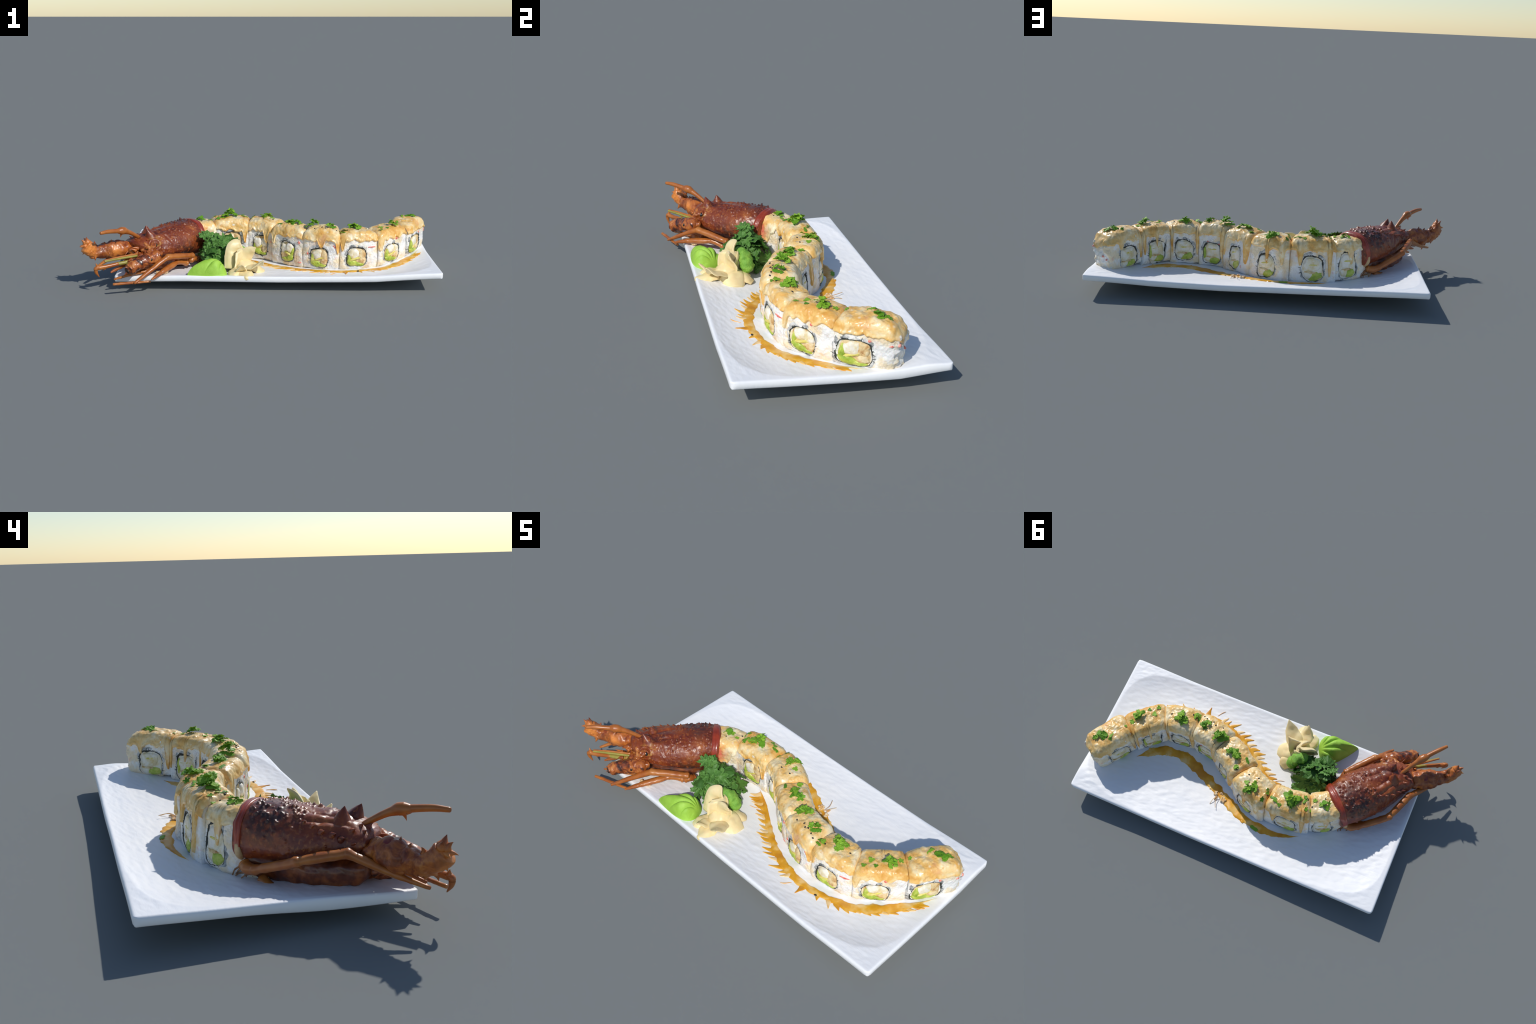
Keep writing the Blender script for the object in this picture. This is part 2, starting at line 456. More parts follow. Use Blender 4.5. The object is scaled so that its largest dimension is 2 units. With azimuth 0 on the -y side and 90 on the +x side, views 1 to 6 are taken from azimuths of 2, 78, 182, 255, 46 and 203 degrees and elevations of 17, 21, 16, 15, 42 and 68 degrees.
def pspine(p, s):
    """spine frame of one slice: each sits slightly out of line with its neighbours"""
    c, t, n = spine(s)
    return c+n*(p.off+p.yaw*(s-(p.s0+p.s1)/2)), t, n
def end_k(p, s):
    """narrowing of the section close to a cut end"""
    out = 0.0
    for d, first in ((s-p.s0, p.i == 0), (p.s1-s, False)):
        r = 0.050 if first else 0.028
        if d < r:
            q = 1-max(0, d)/r
            out = max(out, (0.17 if first else 0.13)*(1-math.sqrt(max(0, 1-q*q))))
    return out
def section(p, s):
    k = end_k(p, s)
    L = (s-p.s0)/(p.s1-p.s0)
    w = HALFW*(1-k)*(1+0.07*fbm((s*8, p.seed, 0), 1.0))
    top = p.top+0.010*math.sin(math.pi*L)-0.006-0.17*k
    zb = p.bot
    zc = (top+zb)/2; h = (top-zb)/2
    return w, zc, h
def flare(p, s, px, w, z):
    """the back wall spreads towards the plate"""
    q = min(1, max(0, 1-(z-p.bot)/(p.top-p.bot)))
    return (.010 if p.i < 4 else .022)*q**1.6*smooth(0, .6, px/w)
def side_n(p, s, z, side=0):
    w, zc, h = section(p, s)
    q = min(0.98, abs((z-zc)/h))
    x = w*(1-q**EXPO)**(1/EXPO)
    return x+(flare(p, s, x, w, z) if side > 0 else 0)
def side_pt(p, side, s, z, off=0.0):
    c, t, n = pspine(p, s)
    d = side*(side_n(p, s, z, side)+off)
    return Vector((c[0]+n[0]*d, c[1]+n[1]*d, z))

# fillings visible on both long sides: (side, piece, x, y, half-width, half-height, z)
FILL = [(-1, 0, .906, .109, .052, .052, .158), (-1, 1, .753, -.053, .048, .050, .150), (-1, 2, .541, -.147, .050, .050, .142),
        (-1, 3, .329, -.132, .046, .054, .134), (-1, 4, .160, -.035, .040, .052, .145), (-1, 5, -.021, .052, .040, .056, .150),
        (-1, 6, -.187, .050, .050, .062, .162),
        (1, 0, .796, .227, .050, .056, .150), (1, 1, .674, .070, .046, .056, .146), (1, 2, .531, .001, .050, .052, .146),
        (1, 3, .364, -.003, .044, .056, .134), (1, 4, .221, .074, .032, .056, .142), (1, 5, .040, .200, .048, .056, .140),
        (1, 6, -.209, .228, .050, .060, .142), (1, 7, -.400, .161, .044, .062, .155)]
class Fill: pass
FILLS = []
for side, pi, x, y, a, b, z in FILL:
    f = Fill(); f.side, f.p, f.a, f.b, f.z = side, PIECES[pi], a, b, z
    f.a *= 1.13; f.b *= 1.12; f.z -= .006
    f.s = nearest_s(x, y); f.seed = side*17+pi*5.3
    q0, q1 = side_pt(f.p, side, f.s-.01, z), side_pt(f.p, side, f.s+.01, z)
    f.k = (q1-q0).length/0.02                        # side length per spine length
    FILLS.append(f)
def outline(f, th):
    """superellipse outline with slow wobble, relative radius"""
    e = 3.3
    c, s = abs(math.cos(th)), abs(math.sin(th))
    r = 1/((c**e+s**e)**(1/e))
    return r*(1+0.17*noise.noise(Vector((math.cos(th)*1.3+f.seed, math.sin(th)*1.3, f.seed)))+.04*noise.noise(Vector((math.cos(th)*4+f.seed, math.sin(th)*4, f.seed))))
def fpt(f, u, v, off):
    """u,v in units of the half-sizes, off = distance out of the face"""
    return side_pt(f.p, f.side, f.s+u*f.a/f.k, f.z+v*f.b, off)

def rice_mesh(p, par):
    ds = 0.0026
    ns = max(30, int((p.s1-p.s0)/ds)); nc = 210
    V = []
    mine = [f for f in FILLS if f.p is p]
    end_s = np.linspace(p.s0+0.0004, p.s1-0.0004, ns)
    for s in end_s:
        w, zc, h = section(p, s)
        c, t, n = pspine(p, s)
        # arc-length even sampling of the rounded-square profile
        th = np.linspace(0, 2*math.pi, 720)
        cx = w*np.sign(np.cos(th))*np.abs(np.cos(th))**(2/EXPO); cz = h*np.sign(np.sin(th))*np.abs(np.sin(th))**(2/EXPO)
        L = np.concatenate([[0], np.cumsum(np.hypot(np.diff(cx), np.diff(cz)))])
        q = np.linspace(0, L[-1], nc, endpoint=False)
        px = np.interp(q, L, cx); pz = np.interp(q, L, cz)
        nx = np.clip(px/w, -1, 1); nx = np.sign(nx)*np.abs(nx)**(EXPO-1)/w; nz = pz/h; nz = np.sign(nz)*np.abs(nz)**(EXPO-1)/h
        ln = np.hypot(nx, nz)+1e-9; nx /= ln; nz /= ln
        px = np.array([x+flare(p, s, x, w, zc+zz) for x, zz in zip(px, pz)])
        for k in range(nc):
            X = c[0]+n[0]*px[k]; Y = c[1]+n[1]*px[k]; Z = zc+pz[k]
            P = Vector((X, Y, Z))
            d = 0.0050*noise.fractal(P*20+Vector((p.seed, 0, 0)), 1.0, 2.0, 3)
            g = noise.voronoi(P*75)[0][0]
            d += 0.0022*(0.45-g)
            side = 1 if px[k] > 0 else -1
            if abs(nx[k]) > 0.7:
                for f in mine:
                    if f.side == side:
                        u = (s-f.s)*f.k/f.a; v = (Z-f.z)/f.b
                        if abs(u) < 1.5 and abs(v) < 1.5:
                            rr = math.hypot(u, v)/outline(f, math.atan2(v, u))
                            d *= smooth(0.9, 1.25, rr)*0.8+0.2
                            d -= 0.007*smooth(1.03, 0.9, rr)
            V.append((X+n[0]*nx[k]*d, Y+n[1]*nx[k]*d, Z+nz[k]*d))
    F = grid_faces(ns, nc, True, flip=True)
    # end caps: shrinking rings, lumpy
    for row, sg in ((0, -1), (ns-1, 1)):
        ring = [Vector(V[row*nc+k]) for k in range(nc)]
        cen = sum(ring, Vector())/nc
        c, t, n = spine(end_s[row]); tv = Vector((t[0], t[1], 0))*sg
        prev = row*nc
        fr = p.i == 0 and sg < 0
        for m in range(1, 15 if fr else 4):
            q = 1-m/(15 if fr else 4)
            st = len(V)
            for k in range(nc):
                P = cen+(ring[k]-cen)*q
                if fr:
                    P = P+tv*(0.012*(1-q**4)+0.012*(0.5+fbm(P, 24, 5)) + 0.010*(0.5-noise.voronoi(P*42)[0][0]))
                V.append(tuple(P))
            for k in range(nc):
                a, b = prev+k, prev+(k+1) % nc; cc, d2 = st+(k+1) % nc, st+k
                F.append((a, b, cc, d2) if sg < 0 else (b, a, d2, cc))
            prev = st
        ci = len(V); V.append(tuple(cen+tv*(0.018 if fr else 0)))
        for k in range(nc):
            a, b = prev+k, prev+(k+1) % nc
            F.append((a, b, ci) if sg < 0 else (b, a, ci))
    return mesh_obj("rice", V, F, M_RICE, par)

# drips running down from the topping: (piece, side, fraction along piece, half width, lowest z)
DRIPS = [(0, 1, .93, .012, .12), (0, 1, .30, .010, .19), (1, 1, .50, .006, .165), (1, 1, .06, .008, .13), (2, 1, .05, .010, .12), (2, 1, .95, .010, .11), (3, 1, .93, .012, .10),
         (4, 1, .06, .010, .13), (4, 1, .90, .016, .11), (5, 1, .50, .006, .14), (5, 1, .85, .010, .15), (6, 1, .20, .012, .15), (6, 1, .86, .009, .09),
         (7, 1, .30, .010, .15), (7, 1, .60, .014, .15),
         (1, -1, .96, .012, .16), (2, -1, .93, .010, .17), (3, -1, .05, .010, .15), (3, -1, .50, .016, .185),
         (4, -1, .86, .012, .17), (5, -1, .22, .016, .16), (6, -1, .10, .016, .15)]

def topping_mesh(p, par):
    ns = int((p.s1-p.s0)/0.003); nc = 130
    V = []
    S = np.linspace(p.s0-(0.0015 if p.i else 0.004), p.s1+0.0015, ns)
    for s in S:
        L = (s-p.s0)/(p.s1-p.s0)
        w, zc, h = section(p, min(p.s1-.001, max(p.s0+.001, s)))
        if p.i == 0 and s < p.s0+0.004: w *= 0.97
        c, t, n = pspine(p, s)
        th = np.linspace(-0.5, math.pi+0.5, 720)
        cx = w*np.sign(np.cos(th))*np.abs(np.cos(th))**(2/EXPO); cz = h*np.sign(np.sin(th))*np.abs(np.sin(th))**(2/EXPO)
        A = np.concatenate([[0], np.cumsum(np.hypot(np.diff(cx), np.diff(cz)))])
        lo = {}
        for side in (1, -1):
            z = TOPLOW-(0.0 if side < 0 else -0.002)+0.016*fbm((s*26, side*3, p.seed), 1.0, 4)
            if p.i == 7 and side < 0: z -= .075*smooth(.0, .3, L)
            for (pi, sd, fr, hw, zz) in DRIPS:
                if pi == p.i and sd == side:
                    x = (s-(p.s0+fr*(p.s1-p.s0)))/hw
                    z = min(z, z+(zz-z)*math.exp(-abs(x)**3))
            lo[side] = z
        right = np.where(np.cos(th) > 0)[0]; left = np.where(np.cos(th) <= 0)[0]
        a0 = np.interp(lo[1], zc+cz[right], A[right])
        zl = zc+cz[left][::-1]; a1 = np.interp(lo[-1], zl, A[left][::-1])
        tau = np.linspace(0, 1, nc)
        q = a0+(a1-a0)*tau
        px = np.interp(q, A, cx); pz = np.interp(q, A, cz)
        nx = np.clip(px/w, -1, 1); nx = np.sign(nx)*np.abs(nx)**(EXPO-1)/w; nz = pz/h; nz = np.sign(nz)*np.abs(nz)**(EXPO-1)/h
        ln = np.hypot(nx, nz)+1e-9; nx /= ln; nz /= ln
        px = np.array([x+flare(p, s, x, w, zc+zz) for x, zz in zip(px, pz)])
        ends = min(1, min(s-S[0], S[-1]-s)/0.008)
        for k in range(nc):
            P = Vector((c[0]+n[0]*px[k], c[1]+n[1]*px[k], zc+pz[k]))
            e = min(q[k]-a0, a1-q[k])
            edge = smooth(0, 0.010, e)
            lump = 0.5+0.5*noise.fractal(P*24+Vector((p.seed, 3, 1)), 0.8, 2.0, 4)
            cell = noise.voronoi(P*34)[0][0]
            side_f = abs(nx[k])
            d = -0.0035+edge*(0.0055+0.0105*lump*(1-.35*side_f)+0.007*max(0, .45-cell))*(0.62+0.38*math.sqrt(max(0, 1-(1-ends)**2)))
            if edge > 0: d += 0.004*math.exp(-((e-0.012)/0.008)**2)       # swollen rim
            V.append((P.x+n[0]*nx[k]*d, P.y+n[1]*nx[k]*d, P.z+nz[k]*d))
    F = grid_faces(ns, nc)
    F = [(a, d, c2, b) for a, b, c2, d in F]
    # close the two ends so the layer has a face there
    if p.i == 0:
        st = len(V); m = nc
        ring = [Vector(V[k]) for k in range(nc)]
        c, t, n = spine(p.s0); tv = Vector((-t[0], -t[1], 0))
        cen = Vector((c[0], c[1], 0.22))
        prev = 0
        rows = 8
        for r_ in range(1, rows+1):
            b0 = len(V); qq = 1-0.85*r_/rows
            for k in range(nc):
                P = ring[k]; lowz = 0.205+0.015*noise.noise(P*30)
                x = cen+(P-cen)*qq; x.z = max(lowz, P.z+(lowz-P.z)*(r_/rows))
                x = x+tv*(0.016*math.sin(math.pi*min(1, r_/rows*0.75))+0.006*(0.5+fbm(x, 26, 3)))
                if r_ == rows: x -= tv*0.03
                V.append(tuple(x))
            for k in range(nc-1):
                F.append((prev+k, prev+k+1, b0+k+1, b0+k))
            prev = b0
    return mesh_obj("sauce_topping", V, F, M_TOP, par)

def nori_ring(f, par):
    n = 150; prof = [(0.90, -.008), (0.985, .0000), (1.02, .0010), (1.055, .0002), (1.12, -.008)]
    V = []
    for m, (r, off) in enumerate(prof):
        for k in range(n):
            th = 2*math.pi*k/n
            o = outline(f, th)
            wd = 0.12+1.1*max(0, 0.15+noise.noise(Vector((math.cos(th)*2.6, math.sin(th)*2.6, f.seed+4))))+0.7*max(0, math.sin(th-0.2))
            jag = 0.05*max(0, noise.noise(Vector((th*9, f.seed, 1.5))))*3
            rr = 1.0+(r-1.0)*wd+(jag if m >= 3 else 0)
            V.append(fpt(f, math.cos(th)*o*rr, math.sin(th)*o*rr, off))
    F = grid_faces(len(prof), n, True, flip=(f.side > 0))
    # small tears radiating outward
    rr = random.Random(int(f.seed*10)+500)
    for _ in range(11):
        th = rr.uniform(-0.5, 3.6); o = outline(f, th)*1.04; ln = rr.uniform(.10, .26)
        b = fpt(f, math.cos(th)*o, math.sin(th)*o, .0004)
        th2 = th+rr.uniform(-.12, .12)
        t = fpt(f, math.cos(th2)*(o+ln), math.sin(th2)*(o+ln), .0003)
        v, fa = tube_data([b, (b+t)/2, t], [.0018, .0012, .0003], 6)
        q = len(V); V += v; F += [tuple(i+q for i in x) for x in fa]
    ob = mesh_obj("nori", V, F, M_NORI, par)
    # greyish stained rice around the seaweed, breaking through the grains
    V = []; prof = [(1.00, -.004), (1.07, .0006), (1.16, .0008), (1.26, .0002), (1.36, -.006)]
    for m, (r, off) in enumerate(prof):
        for k in range(n):
            th = 2*math.pi*k/n; o = outline(f, th)
            wd = .25+.75*max(0, .5+.5*math.sin(th+.3))+.5*noise.noise(Vector((math.cos(th)*3, math.sin(th)*3, f.seed+8)))
            rr2 = 1+(r-1)*max(.15, wd)
            P0 = fpt(f, math.cos(th)*o*rr2, math.sin(th)*o*rr2, 0)
            V.append(fpt(f, math.cos(th)*o*rr2, math.sin(th)*o*rr2, off+.0012*noise.fractal(P0*60, 1.0, 2.0, 3)))
    F = grid_faces(len(prof), n, True, flip=(f.side > 0))
    mesh_obj("stained_rice", V, F, M_GREYRICE, par)
    return ob

def pillow(name, f, cu, cv, ru, rv, h, mat, par, e=2.4, wob=0.14, seed=0., rot=0.0, base=-0.006):
    """bulging piece of filling set into the face; clipped to the outline"""
    nr, na = 12, 48
    V = []
    for m in range(nr+1):
        q = m/nr
        for k in range(na):
            th = 2*math.pi*k/na
            c, s = math.cos(th), math.sin(th)
            r = 1/((abs(c)**e+abs(s)**e)**(1/e))
            r *= 1+wob*noise.noise(Vector((c*1.6+seed, s*1.6, f.seed+seed)))
            du, dv = c*r*ru*q, s*r*rv*q
            u = cu+du*math.cos(rot)-dv*math.sin(rot); v = cv+du*math.sin(rot)+dv*math.cos(rot)
            lim = outline(f, math.atan2(v, u))*0.985
            d = math.hypot(u, v)
            if d > lim: u, v = u*lim/d, v*lim/d
            P = fpt(f, u, v, 0)
            off = base+(h-base)*(1-q**3)**0.55+0.0022*fbm(P, 55, seed+f.seed)*(1-q**4)
            V.append(fpt(f, u, v, off))
    F = grid_faces(nr+1, na, True, flip=(f.side > 0))
    return mesh_obj(name, V, F, mat, par)

HERB = []
def fill_face(f, par):
    rr = random.Random(int(f.seed*7)+77)
    nori_ring(f, par)
    back = f.side > 0
    mir = rr.choice((-1, 1)) if not back else (1 if f.p.i != 7 else 1)
    # backing bed so that no rice shows between pieces
    pillow("shrimp", f, 0, .02, .99, .99, -.002, M_TEMPURA if not back else M_SHRIMP, par, 3, .05, 2.2, base=-0.008)
    ox, oy = rr.uniform(-.1, .1), rr.uniform(-.1, .1)
    if back:
        pillow("shrimp", f, -0.05*mir, .34, .80, .58, .005, M_SHRIMP, par, 2.6, .2, 3.1)
        pillow("egg_strip", f, 0.0, .42+rr.uniform(-.1, .1), .55, .10, .0068, M_YELLOW, par, 2, .5, 4.2, rr.uniform(-.15, .15))
        pillow("fried_batter", f, -.15, -.28, .62, .10, .0045, M_TEMPURA, par, 2, .5, 7.5, rr.uniform(-.1, .1))
        pillow("shrimp", f, -.35, -.5, .45, .33, .003, M_SHRIMP, par, 2.2, .2, 6.1)
        pillow("avocado", f, .30, -.62, .62, .36, .0045, M_AVO, par, 2.4, .3, 5.3, rr.uniform(0, .5))
        if f.p.i in (1, 3): pillow("avocado", f, -.78, .1, .16, .6, .0045, M_AVO, par, 2.4, .2, 8.3)
    else:
        pillow("shrimp", f, -.25*mir+ox, .36+oy, .58, .52, .009, M_SHRIMP, par, 2.3, .22, 3.1, rr.uniform(-.4, .4))
        pillow("fried_batter", f, .50*mir, .30, .46, .50, .005, M_SHRIMP if rr.random() < .5 else M_TEMPURA, par, 2.3, .25, 4.4)
        pillow("fried_batter", f, .58*mir, -.35, .40, .40, .005, M_TEMPURA, par, 2.2, .3, 6.6)
        pillow("avocado", f, -.40*mir, -.58, .58, .34, .0065, M_AVO, par, 2.3, .25, 5.3, -.35*mir)
        pillow('egg_strip', f, -.1*mir, -.12, .75, .13, .0072, M_YELLOW, par, 2, .6, 11.2, .3*mir)
        pillow('avocado', f, -.72*mir, .05, .20, .55, .006, M_AVO, par, 2.2, .4, 12.7, .2)
        pillow("avocado", f, .25*mir, -.74, .60, .22, .005, M_AVO, par, 2.3, .25, 9.3, .1)

TOP_TREES = []
ROLLS = []
for p in PIECES:
    par = thing("sushi_roll", (p.c[0], p.c[1], p.bot), "square rice roll slice with creamy glaze and shrimp filling", "sushi")
    ROLLS.append(par)
    ro = rice_mesh(p, par)
    to = topping_mesh(p, par)
    TOP_TREES.append(to)
    for f in FILLS:
        if f.p is p: fill_face(f, par)

# one search tree over all toppings, to set garnish on them
def tree_of(obs):
    V = []; F = []
    for o in obs:
        b = len(V); V += [v.co.copy() for v in o.data.vertices]
        F += [tuple(i+b for i in q.vertices) for q in o.data.polygons]
    return BVHTree.FromPolygons(V, F)
TREE = tree_of(TOP_TREES)
def top_at(x, y, fall=.29):
    h = TREE.ray_cast(Vector((x, y, 1)), Vector((0, 0, -1)))
    return (h[0].z, h[1]) if h[0] else (fall, Vector((0, 0, 1)))
def roll_near(x, y):
    s = nearest_s(x, y)
    for p in PIECES:
        if p.s0 <= s <= p.s1: return ROLLS[p.i]
    return ROLLS[-1]

# ------------------------------------------------------------------ leaves
def leaf_mesh(name, mat, lobes, teeth, ruffle, cup, seed, long=1.0, thick=0.035, nr=7, na=64):
    rr = random.Random(seed)
    ph = [rr.uniform(0, 6.28) for _ in range(6)]
    def rad(th):
        lob = 0.50+0.50*abs(math.cos(lobes*th/2))**0.9
        saw = 1-0.20*((teeth*th/(2*math.pi)+0.25*math.sin(3*th+ph[1])) % 1.0)
        return lob*saw*(1+0.10*math.sin(2*th+ph[2]))
    def pt(q, th):
        r = rad(th)*q
        x, y = r*math.cos(th)*long, r*math.sin(th)
        z = cup*q*q+ruffle*q*(1.6*noise.noise(Vector((x*2.1+seed*7, y*2.1, seed)))+.9*noise.noise(Vector((x*5+seed, y*5, 4))))-0.05*math.exp(-(y/0.06)**2)*q
        return x, y, z
    V = []
    for sg in (1, -1):
        for m in range(nr):
            q = (m+0.02)/(nr-1)
            for k in range(na):
                x, y, z = pt(min(1, q), 2*math.pi*k/na)
                V.append((x, y, z+sg*thick*0.5*(1-0.6*q)))
    F = grid_faces(nr, na, True)+grid_faces(nr, na, True, flip=True, base=nr*na)
    a = (nr-1)*na; b = nr*na+(nr-1)*na
    for k in range(na):
        k2 = (k+1) % na
        F.append((a+k, b+k, b+k2, a+k2)[::-1])
    F.append(tuple(range(na-1, -1, -1))); F.append(tuple(nr*na+k for k in range(na)))
    me = bpy.data.meshes.new(name)
    me.from_pydata(V, [], F); me.materials.append(mat)
    me.polygons.foreach_set("use_smooth", [True]*len(me.polygons)); me.update()
    return me
HERB_ME = [leaf_mesh("herb_leaf", M_HERB, 3, 11, .16, .10, 1, 1.15), leaf_mesh("herb_leaf", M_HERB, 5, 13, .20, .22, 2), leaf_mesh("herb_leaf", M_HERB, 2, 9, .14, -.12, 3, 1.5)]
KALE_ME = [leaf_mesh("curly_leaf", M_KALE, 5, 15, .10, .12, 4, 1.15, .03, 8, 90), leaf_mesh("curly_leaf", M_KALE, 3, 13, .13, -.22, 5, 1.3, .03, 8, 90), leaf_mesh("curly_leaf", M_KALE, 7, 21, .14, .24, 6, 1.0, .03, 8, 90)]

def put_leaf(me, name, loc, nrm, size, spin, parent, tilt=0.0, flat=1.0):
    nrm = Vector(nrm).normalized()
    q = nrm.to_track_quat('Z', 'Y').to_matrix()
    m = q@Matrix.Rotation(spin, 3, 'Z')@Matrix.Rotation(tilt, 3, 'X')@Matrix.Diagonal((size, size, size*flat))
    ob = bpy.data.objects.new(name, me); COL.objects.link(ob)
    M = Matrix.Translation(loc)@m.to_4x4()
    ob.parent = parent
    ob.matrix_parent_inverse = Matrix.Translation(parent.location).inverted()
    ob.matrix_basis = M
    return ob

CLUMPS = [(.895, .207, .034, .010, 5), (.752, .013, .034, .026, 6), (.525, -.068, .040, .030, 8), (.462, -.112, .024, .014, 4), (.392, -.080, .027, .020, 5),
          (.291, -.045, .036, .034, 8), (.185, .020, .036, .028, 8), (.018, .160, .036, .024, 7), (-.205, .145, .042, .036, 9), (-.240, .128, .026, .018, 4), (-.385, .090, .032, .014, 5)]
for x, y, r, h, n in CLUMPS:
    par = roll_near(x, y)
    for k in range(n):
        a = R.uniform(0, 6.28); d = r*math.sqrt(R.random())*0.75
        px, py = x+d*math.cos(a), y+d*math.sin(a)
        z, nn = top_at(px, py)
        lift = h*(1-d/r)*R.uniform(.3, 1.0)
        tilt = Vector((math.cos(a)*R.uniform(.0, .7), math.sin(a)*R.uniform(.0, .7), 1))
        put_leaf(R.choice(HERB_ME), "herb_leaf", (px, py, z+0.003+lift), tilt, r*R.uniform(.48, .75), R.uniform(0, 6.28), par, R.uniform(-.35, .35), 0.9 if h > .015 else .5)
BITS = [(-.278, .115), (-.138, .179), (-.077, .150), (.099, .023), (.139, .082), (.685, -.075), (.838, .205), (.689, -.029), (.780, .062), (.841, .185), (.725, -.042), (.142, .078),
        (-.07, .135), (-.118, .165), (-.273, .095), (-.325, .090), (-.320, .150), (-.063, .195), (-.237, .118), (-.30, .155), (-.16, .19), (.80, .10), (.92, .23), (.875, .19), (.05, .14)]
for x, y in BITS:
    z, nn = top_at(x, y)
    put_leaf(R.choice(HERB_ME), "herb_leaf", (x, y, z+0.002), nn+Vector((R.uniform(-.2, .2), R.uniform(-.2, .2), .3)), R.uniform(.011, .019), R.uniform(0, 6.28), roll_near(x, y), 0, .5)

# sesame
seed_v, seed_f = blob_data((0, 0, 0), .0055, .0038, .0024, None, 12, 8)
SEED_ME = None
SEEDS = [(-.323, .126), (-.373, .059), (-.001, .095), (.343, -.096), (.376, -.105), (.487, -.110), (.600, -.068), (.425, -.125), (.056, .095), (.404, -.115), (.361, -.11), (-.083, .160), (-.29, .10), (.30, -.10), (.13, .09)]
for x, y in SEEDS:
    z, nn = top_at(x, y)
    par = roll_near(x, y)
    if SEED_ME is None:
        o = mesh_obj("sesame_seed", seed_v, seed_f, M_SEED); SEED_ME = o.data
        bpy.data.objects.remove(o)
    put_leaf(SEED_ME, "sesame_seed", (x, y, z+0.0012), nn, 1.0, R.uniform(0, 6.28), par)

# red crab flakes showing at the lower edge of the topping: (piece, side, frac, z, len, height)
for pi, side, fr, z, a, b in [(3, -1, .12, .196, .014, .008), (3, -1, .16, .204, .008, .006), (4, -1, .10, .205, .008, .010), (4, -1, .08, .085, .012, .006), (2, -1, .16, .195, .020, .004), (3, -1, .86, .150, .004, .010),
                              (5, -1, .05, .18, .005, .018), (0, -1, .40, .212, .008, .005), (1, -1, .42, .222, .008, .006), (0, -1, .05, .205, .010, .004), (2, 1, .93, .205, .010, .014), (3, 1, .80, .19, .012, .005), (1, 1, .05, .20, .012, .004), (3, 1, .33, .20, .010, .003)]:
    p = PIECES[pi]; s = p.s0+fr*(p.s1-p.s0); f = Fill(); f.p, f.side, f.s, f.z, f.a, f.b, f.k, f.seed = p, side, s, z, a*1.0, b*1.0, 1.0, fr*9
    pillow("crab_flake", f, 0, 0, .95, .95, .0035, M_CRAB, ROLLS[pi], 2, .4, 1.0, 0.2, -.004)
# red flakes on the tail face
c0, t0, n0 = pspine(PIECES[0], BOUNDS[0])
for dn, z, r in [(-.055, .208, .010), (-.035, .212, .006), (.02, .165, .009), (.045, .15, .006), (-.02, .12, .005)]:
    P = Vector((c0[0]-t0[0]*.014+n0[0]*dn, c0[1]-t0[1]*.014+n0[1]*dn, z))
    v, f = blob_data(P, r, r*.7, r*.6, Matrix.Rotation(math.atan2(n0[1], n0[0]), 3, 'Z'), 14, 8, .003, 90)
    mesh_obj("crab_flake", v, f, M_CRAB, ROLLS[0])

# ------------------------------------------------------------------ sauce brushed on the plate
def strip(V, F, pts, width, h=0.0035, n=10, seed=0., wob=0.25, m=9, taper=0.12):
    path = catmull([(x, y, 0) for x, y in pts], n)
    N = len(path); W = np.interp(np.linspace(0, 1, N), np.linspace(0, 1, len(width)), width)
    o = len(V)
    for i, p in enumerate(path):
        t = (path[min(N-1, i+1)]-path[max(0, i-1)]).normalized(); s = Vector((t.y, -t.x, 0))
        e = min(1, min(i, N-1-i)/(N*taper)+0.03)
        for k in range(m):
            q = 2*k/(m-1)-1
            side = 1 if q > 0 else -1
            ww = W[i]*e*(1+wob*noise.noise(Vector((p.x*24+side*5, p.y*24, seed)))+0.3*wob*noise.noise(Vector((p.x*70+side*5, p.y*70, seed))))
            X = p+s*(q*ww)
            V.append((X.x, X.y, plate_z(X.x, X.y)+0.0004-0.0032*(abs(q) > .99)+h*(1-q*q)**.6*e*(1+0.5*noise.noise(Vector((X.x*30, X.y*30, seed+2))))))
    F += grid_faces(N, m, flip=False, base=o)

FRONT = [(-.150, .085), (-.075, .045), (-.02, .005), (.06, -.052), (.13, -.10), (.196, -.142), (.294, -.186), (.386, -.209), (.493, -.212), (.594, -.190), (.693, -.158), (.777, -.096), (.847, -.020), (.895, .055), (.945, .150)]
FW = [.008, .011, .013, .015, .018, .022, .026, .025, .022, .020, .028, .034, .030, .020, .004]
BACK = [(.735, .172), (.690, .128), (.639, .086), (.566, .060), (.477, .064), (.388, .094), (.295, .138), (.218, .172), (.152, .205), (.097, .235), (.032, .262), (-.067, .282), (-.166, .284), (-.25, .262), (-.30, .24)]
BW = [.014, .032, .032, .026, .032, .032, .030, .028, .034, .030, .028, .026, .020, .014, .006]
sm = thing("sauce_smear", (.25, -.1, plate_z(.25, -.1)), "amber sauce brushed along both sides in feathered strokes", "sauce")
V = []; F = []
strip(V, F, FRONT, FW, .005, 16, 1, .45)
pathF = catmull([(x, y, 0) for x, y in FRONT], 16)
NF = len(pathF)
V2 = []; F2 = []
